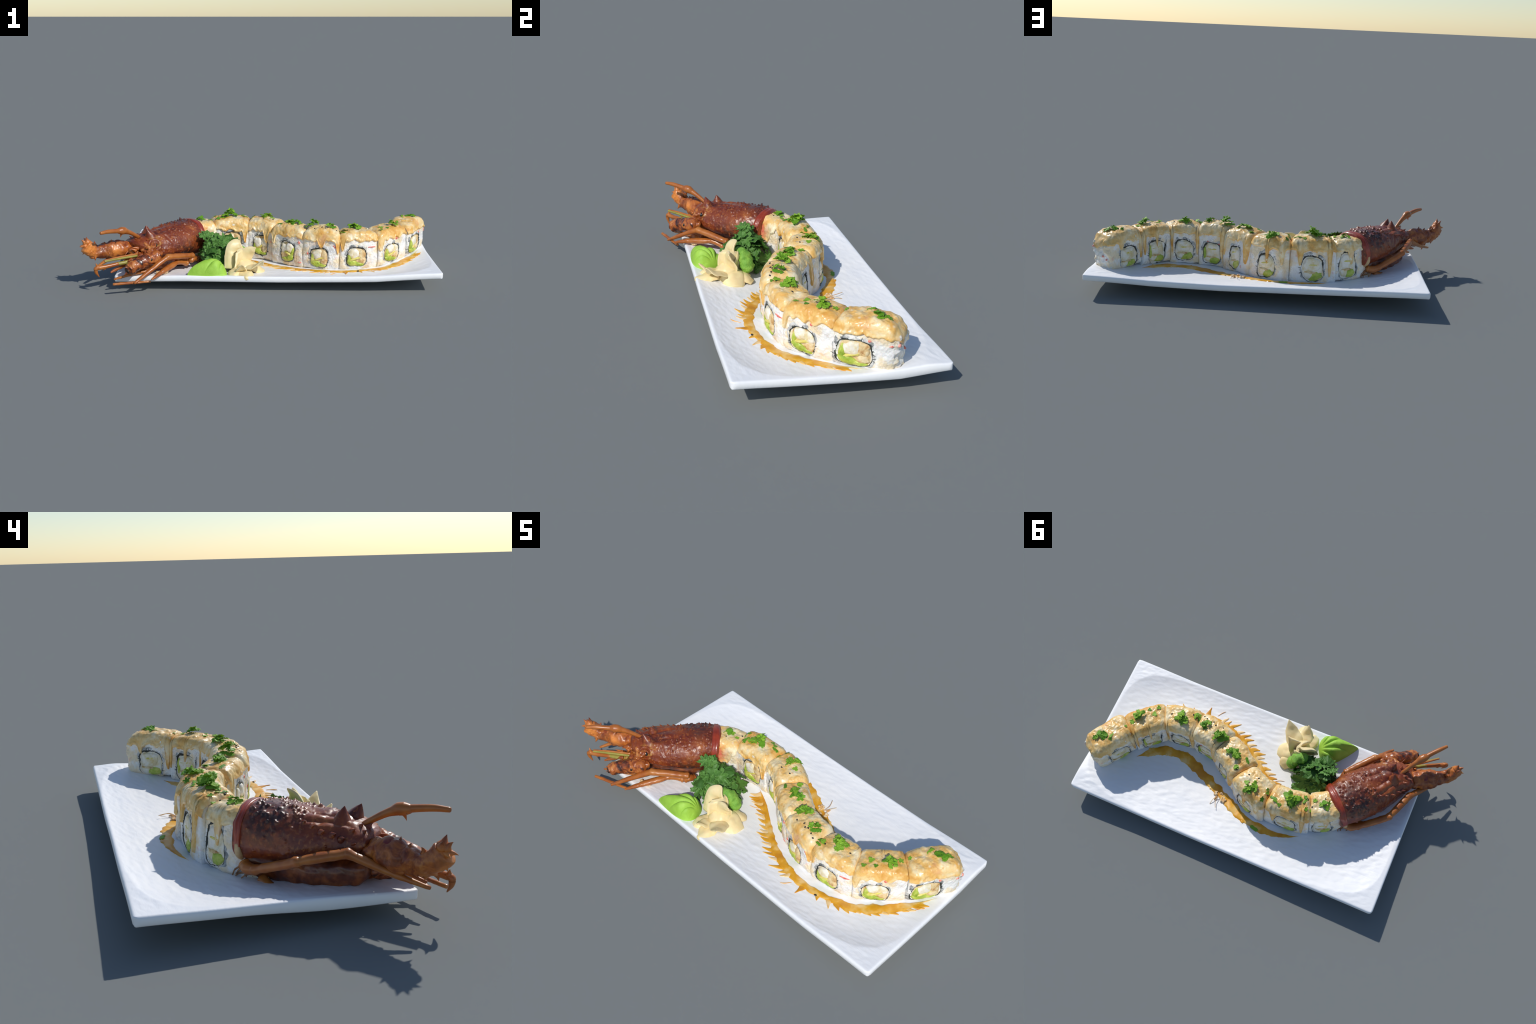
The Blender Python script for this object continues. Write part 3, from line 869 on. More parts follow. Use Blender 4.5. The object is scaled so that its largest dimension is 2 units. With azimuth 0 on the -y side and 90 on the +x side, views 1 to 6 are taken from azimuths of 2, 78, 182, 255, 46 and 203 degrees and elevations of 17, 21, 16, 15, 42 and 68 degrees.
for k in range(36):
    i = int(NF*(0.03+0.94*(k+R.uniform(-.3, .3))/36)); i = max(1, min(NF-2, i)); p = pathF[i]
    u = i/NF
    if .52 < u < .66 and k % 2: continue
    t = (pathF[i+1]-pathF[i-1]).normalized(); out = Vector((t.y, -t.x, 0))
    ln = R.uniform(.050, .080)*(1.0 if u < .6 else .8)
    sk = np.interp(u, [0, .3, .5, .62, .72, 1.], [-.75, -.85, -.6, .3, 1.2, 2.0])+R.uniform(-.2, .2)
    d = (out+t*sk).normalized(); d0 = (out+t*sk*.3).normalized()
    a = p+out*.002; b = a+d0*ln*.38; c = a+d0*ln*.38+d*ln*.62
    strip(*((V, F) if k % 3 else (V2, F2)), [(a.x, a.y), (b.x, b.y), (c.x, c.y)], [R.uniform(.026, .034), R.uniform(.012, .017), .0012], .0030, 9, k, .3, 9, .05)
# thin pulled threads
for pts in [[(-.02, .02), (-.06, -.02), (-.10, -.035)], [(.0, -.02), (-.03, -.015), (-.08, .02), (-.095, .07)], [(.42, -.245), (.40, -.275), (.385, -.29)],
            [(.885, -.02), (.92, .03), (.935, .06)]]:
    strip(V, F, pts, [.002, .0016, .0008], .0025, 10, 3, .2, 5)
mesh_obj("sauce_stroke", V, F, M_SMEAR, sm)
mesh_obj("sauce_stroke", V2, F2, M_PALE, sm)
V = []; F = []
strip(V, F, BACK, BW, .005, 16, 5, .55)
pathB = catmull([(x, y, 0) for x, y in BACK], 16); NB = len(pathB)
for k in range(9):
    i = int(NB*(0.10+0.8*k/9)); p = pathB[i]; t = (pathB[min(NB-1, i+1)]-pathB[max(0, i-1)]).normalized()
    out = Vector((t.y, -t.x, 0))*R.choice((1, 1, -1)); d = (out+t*R.uniform(-.5, 1.2)).normalized(); ln = R.uniform(.012, .026)
    a = p+out*.014; b = a+d*ln*.6; c = a+d*ln
    strip(V, F, [(a.x, a.y), (b.x, b.y), (c.x, c.y)], [R.uniform(.010, .018), R.uniform(.008, .012), .003], .0035, 8, 40+k, .3, 7, .05)
mesh_obj("sauce_stroke", V, F, M_SMEAR, sm)
# crumbs and a thread in the back smear, a leaf bit and a seed
L = []
for k in range(16):
    x, y = .195+R.uniform(-.035, .04), .195+R.uniform(-.02, .03)
    L.append(blob_data((x, y, plate_z(x, y)+.006), R.uniform(.006, .014), R.uniform(.003, .006), R.uniform(.003, .006), Matrix.Rotation(R.uniform(0, 6), 3, 'Z')@Matrix.Rotation(R.uniform(-.6, .6), 3, 'X'), 10, 6, .004, 70, k))
for pts in [[(.20, .20, .068), (.207, .235, .080), (.190, .275, .082)], [(.20, .20, .068), (.222, .228, .076), (.230, .262, .068)]]:
    L.append(tube_data(catmull(pts, 8), [.0016]*17, 6))
v, f = join(L); o = mesh_obj("fried_crumbs", v, f, M_CRUMB, sm); o["kind"] = "stuff"
put_leaf(HERB_ME[2], "herb_leaf", (-.056, .298, plate_z(-.056, .298)+.006), (0.1, .1, 1), .018, 0.6, sm, 0, .5)
put_leaf(SEED_ME, "sesame_seed", (.547, -.222, plate_z(.547, -.222)+.005), (0, 0, 1), 1.3, .4, sm)

# ------------------------------------------------------------------ wasabi
def build_wasabi():
    par = thing("wasabi", (-.29, -.30, plate_z(-.29, -.30)), "bright green wasabi mound shaped like a leaf", "wasabi")
    tip = Vector((-.412, -.372)); root = Vector((-.205, -.275))
    ax = (root-tip); L = ax.length; ax /= L; nx = Vector((-ax.y, ax.x))
    nr, na = 60, 220
    V = []
    for m in range(nr+1):
        q = m/nr
        for k in range(na):
            th = 2*math.pi*k/na
            # teardrop outline, point towards the tip
            u = 0.5-0.5*math.cos(th)                    # 0 at tip .. 1 at root
            wdt = .076*1.58*u**.85*max(0, 1-u**4.5)**.5*(1 if math.sin(th) > 0 else .98)
            ol = tip+ax*(u*L)+nx*(math.copysign(1, math.sin(th))*wdt)
            cen = tip+ax*(L*.62)
            X = cen+(ol-cen)*q
            zb = plate_z(X.x, X.y)-.004
            prof = (1-q**2.6)**.62
            z = zb+.092*prof*(0.72+.28*smooth(0, .6, u*q+.6*(1-q)))
            # finger ridges fanning from the root
            d = Vector((X.x, X.y))-root
            ang = math.atan2(d.dot(nx), -d.dot(ax))
            z += (.015*abs(math.sin(ang*6.5+1.6*math.sin(d.length*12)+.5))**.6-.010)*min(1, 1.6*prof)*smooth(.01, .06, d.length)
            z += .003*prof*fbm((X.x, X.y, 0), 22, 2)
            bulge = .006*math.sin(math.pi*q)
            V.append((X.x, X.y, z+bulge*0))
    F = grid_faces(nr+1, na, True)
    ring = [nr*na+k for k in range(na)]
    F.append(tuple(ring[::-1]))
    mesh_obj("wasabi_mound", V, F, M_WASABI, par)
build_wasabi()

# ------------------------------------------------------------------ ginger
def petal(pts, widths, curl, thick, seed, up=Vector((0, 0, 1)), n=10):
    """thick folded slice: spine points, half widths, sideways curl"""
    path = catmull(pts, n); N = len(path); W = np.interp(np.linspace(0, 1, N), np.linspace(0, 1, len(widths)), widths)
    nc = 15; V = []
    for sg in (1, -1):
        for i, p in enumerate(path):
            t = (path[min(N-1, i+1)]-path[max(0, i-1)]).normalized()
            s = t.cross(up); s = s.normalized() if s.length > 1e-3 else Vector((1, 0, 0)); u = s.cross(t).normalized()
            for k in range(nc):
                q = 2*k/(nc-1)-1
                X = p+s*(q*W[i]*math.cos(curl*q*.6))-u*(abs(q)**1.7*W[i]*curl)
                X += u*(sg*thick*(1-q**6)**.5*.5*min(1, 3*(N-1-i)/N+.35))
                X += u*(.010*noise.noise(X*17+Vector((seed, 0, 0)))+.003*noise.noise(X*45+Vector((seed, 0, 0))))*min(1, W[i]/.02)
                V.append(X)
    o = N*nc
    F = grid_faces(N, nc)+grid_faces(N, nc, flip=True, base=o)
    rim = [k for k in range(nc)]+[i*nc+nc-1 for i in range(1, N)]+[(N-1)*nc+k for k in range(nc-2, -1, -1)]+[i*nc for i in range(N-2, 0, -1)]
    for a, b in zip(rim, rim[1:]+rim[:1]):
        F.append((b, a, a+o, b+o))
    return V, F
def build_ginger():
    par = thing("pickled_ginger", (-.10, -.22, plate_z(-.1, -.22)), "pile of folded pale yellow pickled ginger slices", "ginger")
    B = Vector((-.105, -.215, .08))
    up = Vector((0, 0, 1))
    specs = [
        # tall central fold and its right-hand ear
        ([(-.155, -.235, .085), (-.150, -.215, .15), (-.145, -.200, .195), (-.115, -.195, .212)], [.058, .064, .060, .036], .35, .022, 1, Vector((.5, -.8, .2))),
        ([(-.110, -.230, .08), (-.090, -.225, .15), (-.065, -.228, .19), (-.037, -.231, .212)], [.056, .052, .034, .003], .35, .016, 2, Vector((.6, -.7, .3))),
        ([(-.125, -.180, .08), (-.12, -.170, .15), (-.115, -.168, .195)], [.048, .046, .018], .30, .014, 3, Vector((.3, .9, .2))),
        ([(-.125, -.217, .08), (-.116, -.215, .145), (-.112, -.212, .185), (-.120, -.208, .205)], [.056, .060, .056, .040], .30, .026, 12, Vector((1, -.2, .15))),
        # long pointed slice thrown towards the viewer
        ([(-.10, -.235, .10), (-.055, -.275, .118), (-.02, -.312, .140), (.012, -.346, .172)], [.044, .050, .036, .002], .25, .014, 4, up),
        ([(-.115, -.25, .09), (-.118, -.295, .100), (-.112, -.335, .125), (-.104, -.366, .152)], [.040, .040, .030, .003], .35, .014, 5, up),
        ([(-.10, -.28, .10), (-.09, -.325, .095), (-.078, -.365, .085), (-.070, -.385, .072)], [.046, .050, .036, .014], .4, .020, 6, up),
        ([(-.13, -.26, .10), (-.150, -.315, .098), (-.160, -.360, .078)], [.040, .044, .020], .4, .018, 7, up),
        ([(-.09, -.21, .11), (-.045, -.205, .105), (.012, -.205, .066)], [.060, .068, .044], .35, .022, 8, up),
        ([(-.10, -.17, .10), (-.062, -.135, .09), (-.045, -.105, .066)], [.050, .050, .026], .4, .018, 9, up)]
    for s in specs:
        v, f = petal(*s[:5], up=s[5])
        mesh_obj("ginger_slice", v, f, M_GINGER, par)
    v, f = blob_data((-.105, -.225, .085), .062, .062, .058, None, 28, 16, .012, 18, 4)
    mesh_obj("ginger_slice", v, f, M_GINGER, par)
    g = thing("grated_wasabi", (-.11, -.125, plate_z(-.11, -.125)), "curved ribbon of grated bright green wasabi", "wasabi")
    path = catmull([(-.175, -.180, .165), (-.155, -.158, .182), (-.125, -.138, .168), (-.104, -.128, .135), (-.098, -.126, .105)], 12)
    n = len(path)
    v, f = tube_data(path, list(np.interp(np.linspace(0, 1, n), [0, .2, .5, .8, 1], [.012, .028, .034, .036, .028])), 26, [0.85]*n, rough=.008, rs=45, seed=3)
    mesh_obj("wasabi_ribbon", v, f, M_GRATED, g)
build_ginger()

# ------------------------------------------------------------------ dark curly greens
def build_kale():
    par = thing("curly_greens", (-.25, -.09, plate_z(-.25, -.09)), "tuft of dark green curly parsley leaves", "herb")
    rr = random.Random(5)
    C = Vector((-.250, -.105, .085))
    for k in range(64):
        th = rr.uniform(0, 6.283); ph = math.acos(rr.uniform(-.05, 1))
        d = Vector((math.sin(ph)*math.cos(th), math.sin(ph)*math.sin(th), math.cos(ph)))
        e = Vector((.096, .104, .134))
        q = rr.uniform(.78, 1.12) if k < 52 else rr.uniform(.4, .75)
        P = C+Vector((d.x*e.x*q, d.y*e.y*q, d.z*e.z*q))
        P.z = min(P.z, .245-0.22*max(0, (P.x+.24)))
        big = rr.uniform(.044, .070) if P.z > .11 and k < 52 else rr.uniform(.022, .034)
        lowest = plate_z(P.x, P.y)+.014
        if P.z < lowest: P.z = lowest
        nrm = d*1.0+Vector((rr.uniform(-.7, .7), rr.uniform(-.7, .7), rr.uniform(-.1, 1.0)))
        put_leaf(rr.choice(KALE_ME), "curly_leaf", P, nrm, big, rr.uniform(0, 6.28), par, rr.uniform(-.4, .4))
    # the tall frond leaning on the shell
    for k in range(14):
        t = rr.random()
        P = Vector((-.265, -.150, .15)).lerp(Vector((-.322, -.105, .258)), t)+Vector((rr.uniform(-.025, .025), rr.uniform(-.025, .025), rr.uniform(-.012, .012)))
        put_leaf(rr.choice(KALE_ME), "curly_leaf", P, (rr.uniform(.1, .8), rr.uniform(-1, .0), rr.uniform(.2, 1)), rr.uniform(.028, .044), rr.uniform(0, 6.28), par, rr.uniform(-.4, .4))
    # stems inside
    L = []
    for k in range(14):
        a = rr.uniform(0, 6.28)
        L.append(tube_data(catmull([(-.245, -.09, .07), (-.245+.03*math.cos(a), -.09+.03*math.sin(a), .12), (-.25+.075*math.cos(a), -.09+.075*math.sin(a), .16+rr.uniform(-.05, .04))], 6), [.004]*13, 8))
    v, f = join(L); o = mesh_obj("green_stems", v, f, M_KALE, par); o["kind"] = "stuff"
build_kale()

# ------------------------------------------------------------------ lobster head
FWD = Vector((-.7071, -.7071, 0)); LAT = Vector((.7071, -.7071, 0))
def LP(a, c, z): return FWD*a+LAT*c+Vector((0, 0, z))
A_ = [.262, .30, .35, .40, .47, .54, .60, .645, .68, .705, .72]
CW = [.116, .122, .131, .135, .134, .126, .111, .096, .086, .070, .030]      # half width
CC = [-.330, -.329, -.322, -.317, -.314, -.311, -.306, -.307, -.313, -.322, -.325]
CT = [.300, .306, .310, .309, .302, .296, .291, .286, .277, .268, .256]      # top
CB = [.105, .105, .112, .120, .128, .138, .150, .165, .190, .215, .236]      # lower edge of the upper shell
CM = [.185, .185, .188, .190, .190, .190, .192, .198, .215, .232, .244]      # widest height
def ip(tab, a): return float(np.interp(a, A_, tab))
head = thing("lobster_head", tuple(LP(.46, -.315, .045)), "cooked red-brown spiny lobster head with legs and feelers", "lobster")
EYE = Vector((-.602, -.290, .238))

def cara_pt(a, th, extra=0.0):
    w, top, bot, mid = ip(CW, a), ip(CT, a), ip(CB, a), ip(CM, a)
    c = ip(CC, a)
    x = w*math.copysign(abs(math.cos(th))**.86, math.cos(th)); s = math.sin(th)
    z = mid+(top-mid)*abs(s)**.90 if s > 0 else mid-(mid-bot)*abs(s)**.9
    if s < 0: x *= 1-0.10*abs(s)
    return LP(a, c+x, z)
def build_carapace():
    rr = random.Random(21)
    na, nt = 210, 240
    # tubercles: (a, th, radius, height)
    tub = []
    for k in range(130):
        a = rr.uniform(.30, .51); th = math.radians(rr.gauss(98, 26))
        tub.append((cara_pt(a, th), rr.uniform(.005, .011), rr.uniform(.004, .0095)))
    for k in range(260):
        a = rr.uniform(.29, .62); th = math.radians(rr.uniform(-15, 75))
        tub.append((cara_pt(a, th), rr.uniform(.004, .008), rr.uniform(.0008, .0026)))
    for k in range(90):
        a = rr.uniform(.29, .62); th = math.radians(rr.uniform(115, 185))
        tub.append((cara_pt(a, th), rr.uniform(.004, .007), rr.uniform(.0006, .002)))
    TP = np.array([tuple(t[0]) for t in tub]); TR = np.array([t[1] for t in tub]); TH = np.array([t[2] for t in tub])
    V = []
    for i in range(na):
        a = .262+(.7195-.262)*i/(na-1)
        for j in range(nt):
            th = 2*math.pi*j/nt
            p = cara_pt(a, th)
            cen = LP(a, ip(CC, a), ip(CM, a)-.03)
            nrm = (p-cen).normalized()
            q = np.array(tuple(p)); D = np.sqrt(((TP-q)**2).sum(1))/TR
            h = float((TH*np.clip(1-D, 0, 1)**1.3).sum())
            deg = math.degrees(th)
            # long wrinkles towards the front of the back
            k = smooth(.45, .53, a)*smooth(.655, .60, a)*smooth(45, 65, deg)*smooth(140, 120, deg)
            h += k*.0085*(abs(math.sin(deg*.13+1.6*fbm((a*5, deg*.02, 0), 1.0)))-.5)
            # cervical groove
            ga = .50+.06*abs(math.sin(th))
            h -= .004*math.exp(-((a-ga)/.008)**2)*smooth(0, 25, deg)*smooth(180, 150, deg)*.6
            # brow over the eye and its socket
            de = (p-EYE).length
            h += .007*math.exp(-((de-.032)/.008)**2)-.005*math.exp(-(de/.018)**2)
            # ridge line from the eye backwards down the cheek
            h += .003*math.exp(-((deg-8-60*(a-.55))/5)**2)*smooth(.50, .58, a)
            h += .0035*fbm(p, 16, 1)
            V.append(p+nrm*h)
    F = grid_faces(na, nt, True, flip=True)
    F.append(tuple(range(nt))); F.append(tuple((na-1)*nt+j for j in range(nt-1, -1, -1)))
    mesh_obj("carapace", V, F, M_SHELL, head)
build_carapace()

# underside
def build_belly():
    A = [.285, .33, .40, .48, .56, .62, .66, .70]; W = [.075, .090, .100, .100, .092, .080, .062, .035]; Bz = [.060, .046, .040, .038, .040, .050, .070, .11]
    na, nt = 70, 120; V = []
    for i in range(na):
        a = .285+(.70-.285)*i/(na-1)
        w = np.interp(a, A, W); b = np.interp(a, A, Bz); c = ip(CC, a)-.016; mid = .125
        for j in range(nt):
            th = 2*math.pi*j/nt; s = math.sin(th)
            z = mid+(.05*s if s > 0 else (mid-b)*math.copysign(abs(s)**.85, s))
            p = LP(a, c+w*math.copysign(abs(math.cos(th))**.8, math.cos(th)), z)
            d = (p-LP(a, c, mid)).normalized()
            h = .006*fbm(p, 20, 3)+.005*math.sin(a*95)*smooth(-.2, -.7, s)*smooth(-1, -.85, s)
            V.append(p+d*h)
    F = grid_faces(na, nt, True, flip=True); F.append(tuple(range(nt))); F.append(tuple((na-1)*nt+j for j in range(nt-1, -1, -1)))
    mesh_obj("thorax", V, F, M_BELLY, head)
    # torn fibres under the rear edge
    rr = random.Random(8); L = []
    for k in range(70):
        c = rr.uniform(-.455, -.20); a = rr.uniform(.262, .32)
        z = plate_z(*LP(a, c, 0)[:2])
        p0 = LP(a+.02, c, .105+rr.uniform(-.02, .01)); p1 = LP(a+rr.uniform(-.02, .02), c+rr.uniform(-.02, .02), z+.004)
        L.append(tube_data(catmull([p0, (p0+p1)/2+Vector((rr.uniform(-.01, .01), rr.uniform(-.01, .01), 0)), p1], 4), [.0035]*5+[.0025]*4, 6))
    v, f = join(L); o = mesh_obj("torn_fibre", v, f, M_FIBRE, head); o["kind"] = "stuff"
build_belly()

# red membrane band around the rear opening
def build_band():
    nt, nr = 150, 14; V = []
    for m in range(nr):
        q = m/(nr-1)
        for j in range(nt):
            th = math.radians(-38)+math.radians(256)*j/(nt-1)
            wob = .006*math.sin(th*3+1)+.006*fbm((math.cos(th)*2, math.sin(th)*2, 1), 1.0)
            wd = .044*(.55+.45*smooth(-.1, .7, math.sin(th)))
            a = .296-wd*q+wob*q
            p = cara_pt(max(.262, a), th)+FWD*(min(0, a-.262)*-1 if False else (a-max(.262, a)))
            cen = LP(a, ip(CC, a), ip(CM, a)-.03); nrm = (p-cen).normalized()
            h = .003+.003*math.sin(math.pi*q)+.0012*math.sin(q*16+th*2)-.012*smooth(.86, 1, q)-.012*smooth(.14, 0, q)
            V.append(p+nrm*h)
    F = grid_faces(nr, nt)
    mesh_obj("red_band", V, F, M_BAND, head)
    tube("pale_rim", [cara_pt(.29, math.radians(t))+FWD*-.006 for t in (178, 190, 202, 214, 226)], [.008, .012, .013, .010, .005], mat_simple("pale_membrane", [(0.3, (.50, .28, .12)), (0.7, (.70, .52, .28))], 30, 0.4), head)
build_band()

# horns and thorns of the shell
def horn(base_c, tip, r, bend):
    V = []; F = []
    path = [Vector(base_c).lerp(Vector(tip), k/10)+FWD*(.010*(k/10-.5)) for k in range(11)]
    v, f = tube_data(path, [r*(1-.985*k/10)**.85 for k in range(11)], 20, None)
    V += v; F += f
    return V, F
for base, tip, r in [(LP(.618, -.270, .255), LP(.638, -.270,   .324), .046), (LP(.606, -.335, .255), LP(.604, -.325, .327), .046)]:
    v, f = horn(base, tip, r, .004)
    v = [x+((x-base).normalized()*(.0025*fbm(x, 60, 2))) for x in v]
    mesh_obj("horn", v, f, M_SHELL, head)
V = []; F = []
for a, th, ln, r in [(.565, 140, .022, .011), (.60, 143, .024, .012), (.63, 150, .022, .011), (.53, 132, .016, .009), (.655, 128, .018, .009), (.67, 105, .016, .008), (.675, 75, .016, .008),
                     (.66, 50, .012, .007), (.69, 120, .014, .008), (.585, 165, .012, .007), (.50, 125, .012, .008), (.64, 172, .014, .008), (.54, 60, .008, .006), (.69, 92, .018, .010), (.67, 160, .016, .009)]:
    p = cara_pt(a, math.radians(th)); n = (p-LP(a, ip(CC, a), ip(CM, a)-.02)).normalized()
    cone_spike(V, F, p-n*.004, p+n*ln*.75+FWD*ln*.8, r, 10, -.002, 6, FWD)
mesh_obj("shell_thorn", V, F, M_SHELL, head)["kind"] = "stuff"

# eye with rim
nE = (LAT*.80+FWD*.35+Vector((0, 0, .35))).normalized()
rotE = nE.to_track_quat('Z', 'Y').to_matrix()
v, f = blob_data(EYE+nE*.006, .0165, .0130, .011, rotE, 24, 14)
mesh_obj("eye", v, f, M_EYE, head)
ring = [EYE+nE*.004+rotE@Vector((.020*math.cos(t), .0165*math.sin(t), 0)) for t in np.linspace(.3, 5.6, 14)]
tube("eye_rim", ring, [.003, .005, .0055, .005, .003], M_SHELL, head, 4, 10)

# face plates and mouth
L = []
rr = random.Random(31)
for c, rx, ry, rz in [((-.650, -.325, .165), .045, .042, .040), ((-.715, -.290, .200), .036, .034, .032), 
                      ((-.630, -.325, .190), .036, .036, .038), ((-.595, -.322, .178), .032, .028, .036), ((-.670, -.300, .130), .06, .06, .05), ((-.63, -.30, .22), .045, .045, .04)]:
    L.append(blob_data(c, rx, ry, rz, Matrix.Rotation(rr.uniform(0, 1), 3, 'Z'), 40, 26, .020, 26, rr.uniform(0, 9)))
v, f = join(L); mesh_obj("mouthparts", v, f, M_STUB, head)
V = []; F = []
for k in range(26):
    p = Vector((-.715+rr.uniform(-.04, .05), -.32+rr.uniform(-.04, .05), .19+rr.uniform(-.06, .05)))
    d = (FWD+Vector((rr.uniform(-.5, .5), rr.uniform(-.5, .5), rr.uniform(-.4, .5)))).normalized()
    cone_spike(V, F, p, p+d*rr.uniform(.025, .05), rr.uniform(.006, .012), 8, .004)
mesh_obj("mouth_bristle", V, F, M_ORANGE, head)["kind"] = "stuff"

# upper feeler stub with swollen joint
def sub(name):
    e = bpy.data.objects.new(name, None); e.empty_display_size = .02; COL.objects.link(e); attach(e, head); PARENT_WORLD[e.name] = Matrix.Identity(4)
    return e
ant = sub("antenna")
tube("feeler_base", [(-.690, -.248, .268), (-.712, -.276, .293), (-.738, -.310, .318), (-.760, -.337, .332)], [.010, .0105, .013, .018], M_LEG, ant, 8, 18)
tube("feeler_joint", [(-.748, -.323, .325), (-.760, -.338, .334), (-.772, -.352, .337), (-.785, -.366, .339)], [.015, .021, .0215, .015], M_LEG, ant, 8, 18)
tube("feeler_shaft", [(-.776, -.357, .338), (-.800, -.387, .344), (-.832, -.423, .350), (-.862, -.457, .350)], [.0135, .0125, .0115, .0085], M_LEG, ant, 8, 18)
V = []; F = []
cone_spike(V, F, (-.772, -.352, .322), (-.778, -.358, .300), .008, 8); cone_spike(V, F, (-.778, -.345, .334), (-.794, -.352, .325), .007, 8)
mesh_obj("feeler_thorn", V, F, M_LEG, ant)

# big spiny left antenna base
club = sub("antenna_base")
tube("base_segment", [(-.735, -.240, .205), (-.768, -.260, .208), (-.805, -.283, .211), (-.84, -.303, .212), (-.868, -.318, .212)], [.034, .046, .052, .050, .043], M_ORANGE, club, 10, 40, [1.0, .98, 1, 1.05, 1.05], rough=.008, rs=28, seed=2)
c = Vector((-.817, -.272, .243)); nn = (Vector((-.25, .55, .75))).normalized()
v, f = blob_data(c, .038, .028, .016, nn.to_track_quat('Z', 'X').to_matrix(), 30, 14, .002, 40)
mesh_obj("scale_plate", v, f, mat_simple("crimson_scale", [(0.35, (.20, .018, .010)), (0.65, (.42, .12, .025))], 26, .35, .3, 80, coat=.4), club)
def club2():
    # hollowed, flaring end segment
    path = catmull([(-.868, -.318, .214), (-.895, -.333, .216), (-.922, -.352, .222), (-.944, -.370, .238), (-.961, -.386, .254), (-.970, -.392, .264)], 10)
    n = len(path); q = np.linspace(0, 1, n)
    lat = np.interp(q, [0, .2, .45, .7, .9, 1], [.042, .039, .034, .033, .027, .010]); ver = np.interp(q, [0, .2, .45, .7, .9, 1], [.044, .042, .040, .042, .038, .016])
    V = []; seg = 48
    for i, p in enumerate(path):
        t = (path[min(n-1, i+1)]-path[max(0, i-1)]).normalized(); s = t.cross(Vector((0, 0, 1))).normalized(); u = s.cross(t)
        for j in range(seg):
            th = 2*math.pi*j/seg
            r = 1.0
            hol = math.exp(-((th-math.pi/2)/.65)**2)*math.exp(-((q[i]-.42)/.22)**2)
            r -= .42*hol
            x = p+s*(lat[i]*r*math.cos(th))+u*(ver[i]*r*math.sin(th))
            x += (x-p).normalized()*(.006*fbm(x, 32, 4))
            V.append(x)
    F = grid_faces(n, seg, True); F.append(tuple(range(seg-1, -1, -1))); F.append(tuple((n-1)*seg+j for j in range(seg)))
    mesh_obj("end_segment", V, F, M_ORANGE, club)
    V = []; F = []
    for b, t, r in [((-.955, -.388, .282), (-.957, -.397, .312), .012), ((-.966, -.392, .275), (-.985, -.402, .298), .010), ((-.962, -.388, .258), (-1.0, -.387, .256), .014), ((-.962, -.385, .235), (-.985, -.390, .208), .013),
                    ((-.930, -.360, .195), (-.925, -.347, .163), .016), ((-.915, -.372, .205), (-.918, -.392, .176), .013), ((-.950, -.350, .235), (-.965, -.338, .232), .010), ((-.905, -.335, .20), (-.905, -.330, .170), .013),
                    ((-.925, -.345, .25), (-.930, -.332, .272), .008), ((-.970, -.400, .26), (-.990, -.418, .258), .009), ((-.963, -.376, .278), (-.978, -.372, .300), .009),
                    ((-.942, -.39, .225), (-.952, -.408, .212), .010)]:
        cone_spike(V, F, b, t, r*1.25, 12, .002)
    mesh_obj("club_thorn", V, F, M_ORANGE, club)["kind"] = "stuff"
    V = []; F = []
    for b, t, r in [((-.838, -.308, .250), (-.840, -.311, .276), .011), ((-.870, -.322, .245), (-.877, -.326, .266), .011), ((-.862, -.308, .172), (-.874, -.312, .158), .013), ((-.850, -.345, .20), (-.868, -.360, .196), .010),
                    ((-.80, -.318, .235), (-.815, -.330, .250), .008), ((-.80, -.25, .18), (-.82, -.25, .168), .010)]:
        cone_spike(V, F, b, t, r, 12, .002)
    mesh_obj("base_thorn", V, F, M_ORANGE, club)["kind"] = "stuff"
club2()

# right antenna base, broken off short
stub = sub("antenna_base")
def stubby():
    pts = [(-.580, -.325, .188), (-.612, -.350, .180), (-.645, -.373, .172), (-.682, -.400, .160), (-.712, -.427, .145), (-.724, -.438, .138)]
    path = catmull(pts, 14); n = len(path); q = np.linspace(0, 1, n)
    r = np.interp(q, [0, .2, .42, .5, .55, .8, .95, 1], [.036, .038, .036, .0325, .035, .034, .031, .024])
    V, F = tube_data(path, list(r), 48, None, cap=True, rough=.004, seed=6, rs=40, fn=lambda t, th: 1+.03*math.sin(t*42+math.sin(th)))
    mesh_obj("stub_segment", V, F, M_STUB, stub)
    d = (path[-1]-path[-4]).normalized()
    v, f = blob_data(path[-1]+d*.010, .021, .018, .008, d.to_track_quat('Z', 'Y').to_matrix(), 24, 12, .003, 60)
    mesh_obj("stub_hole", v, f, M_HOLE, stub)
    V = []; F = []
    cone_spike(V, F, (-.722, -.440, .155), (-.739, -.456, .160), .009, 8); cone_spike(V, F, (-.733, -.446, .125), (-.745, -.455, .116), .007, 8)
    cone_spike(V, F, (-.655, -.40, .145), (-.668, -.425, .135), .011, 8)
    mesh_obj("stub_thorn", V, F, M_STUB, stub)
    L = []
    for c, r_ in [((-.655, -.408, .178), .010), ((-.612, -.384, .182), .014), ((-.684, -.425, .178), .007)]:
        L.append(blob_data(c, r_, r_*.7, r_*.9, None, 16, 10))
    v, f = join(L); mesh_obj("stub_pit", v, f, M_HOLE, stub)
stubby()

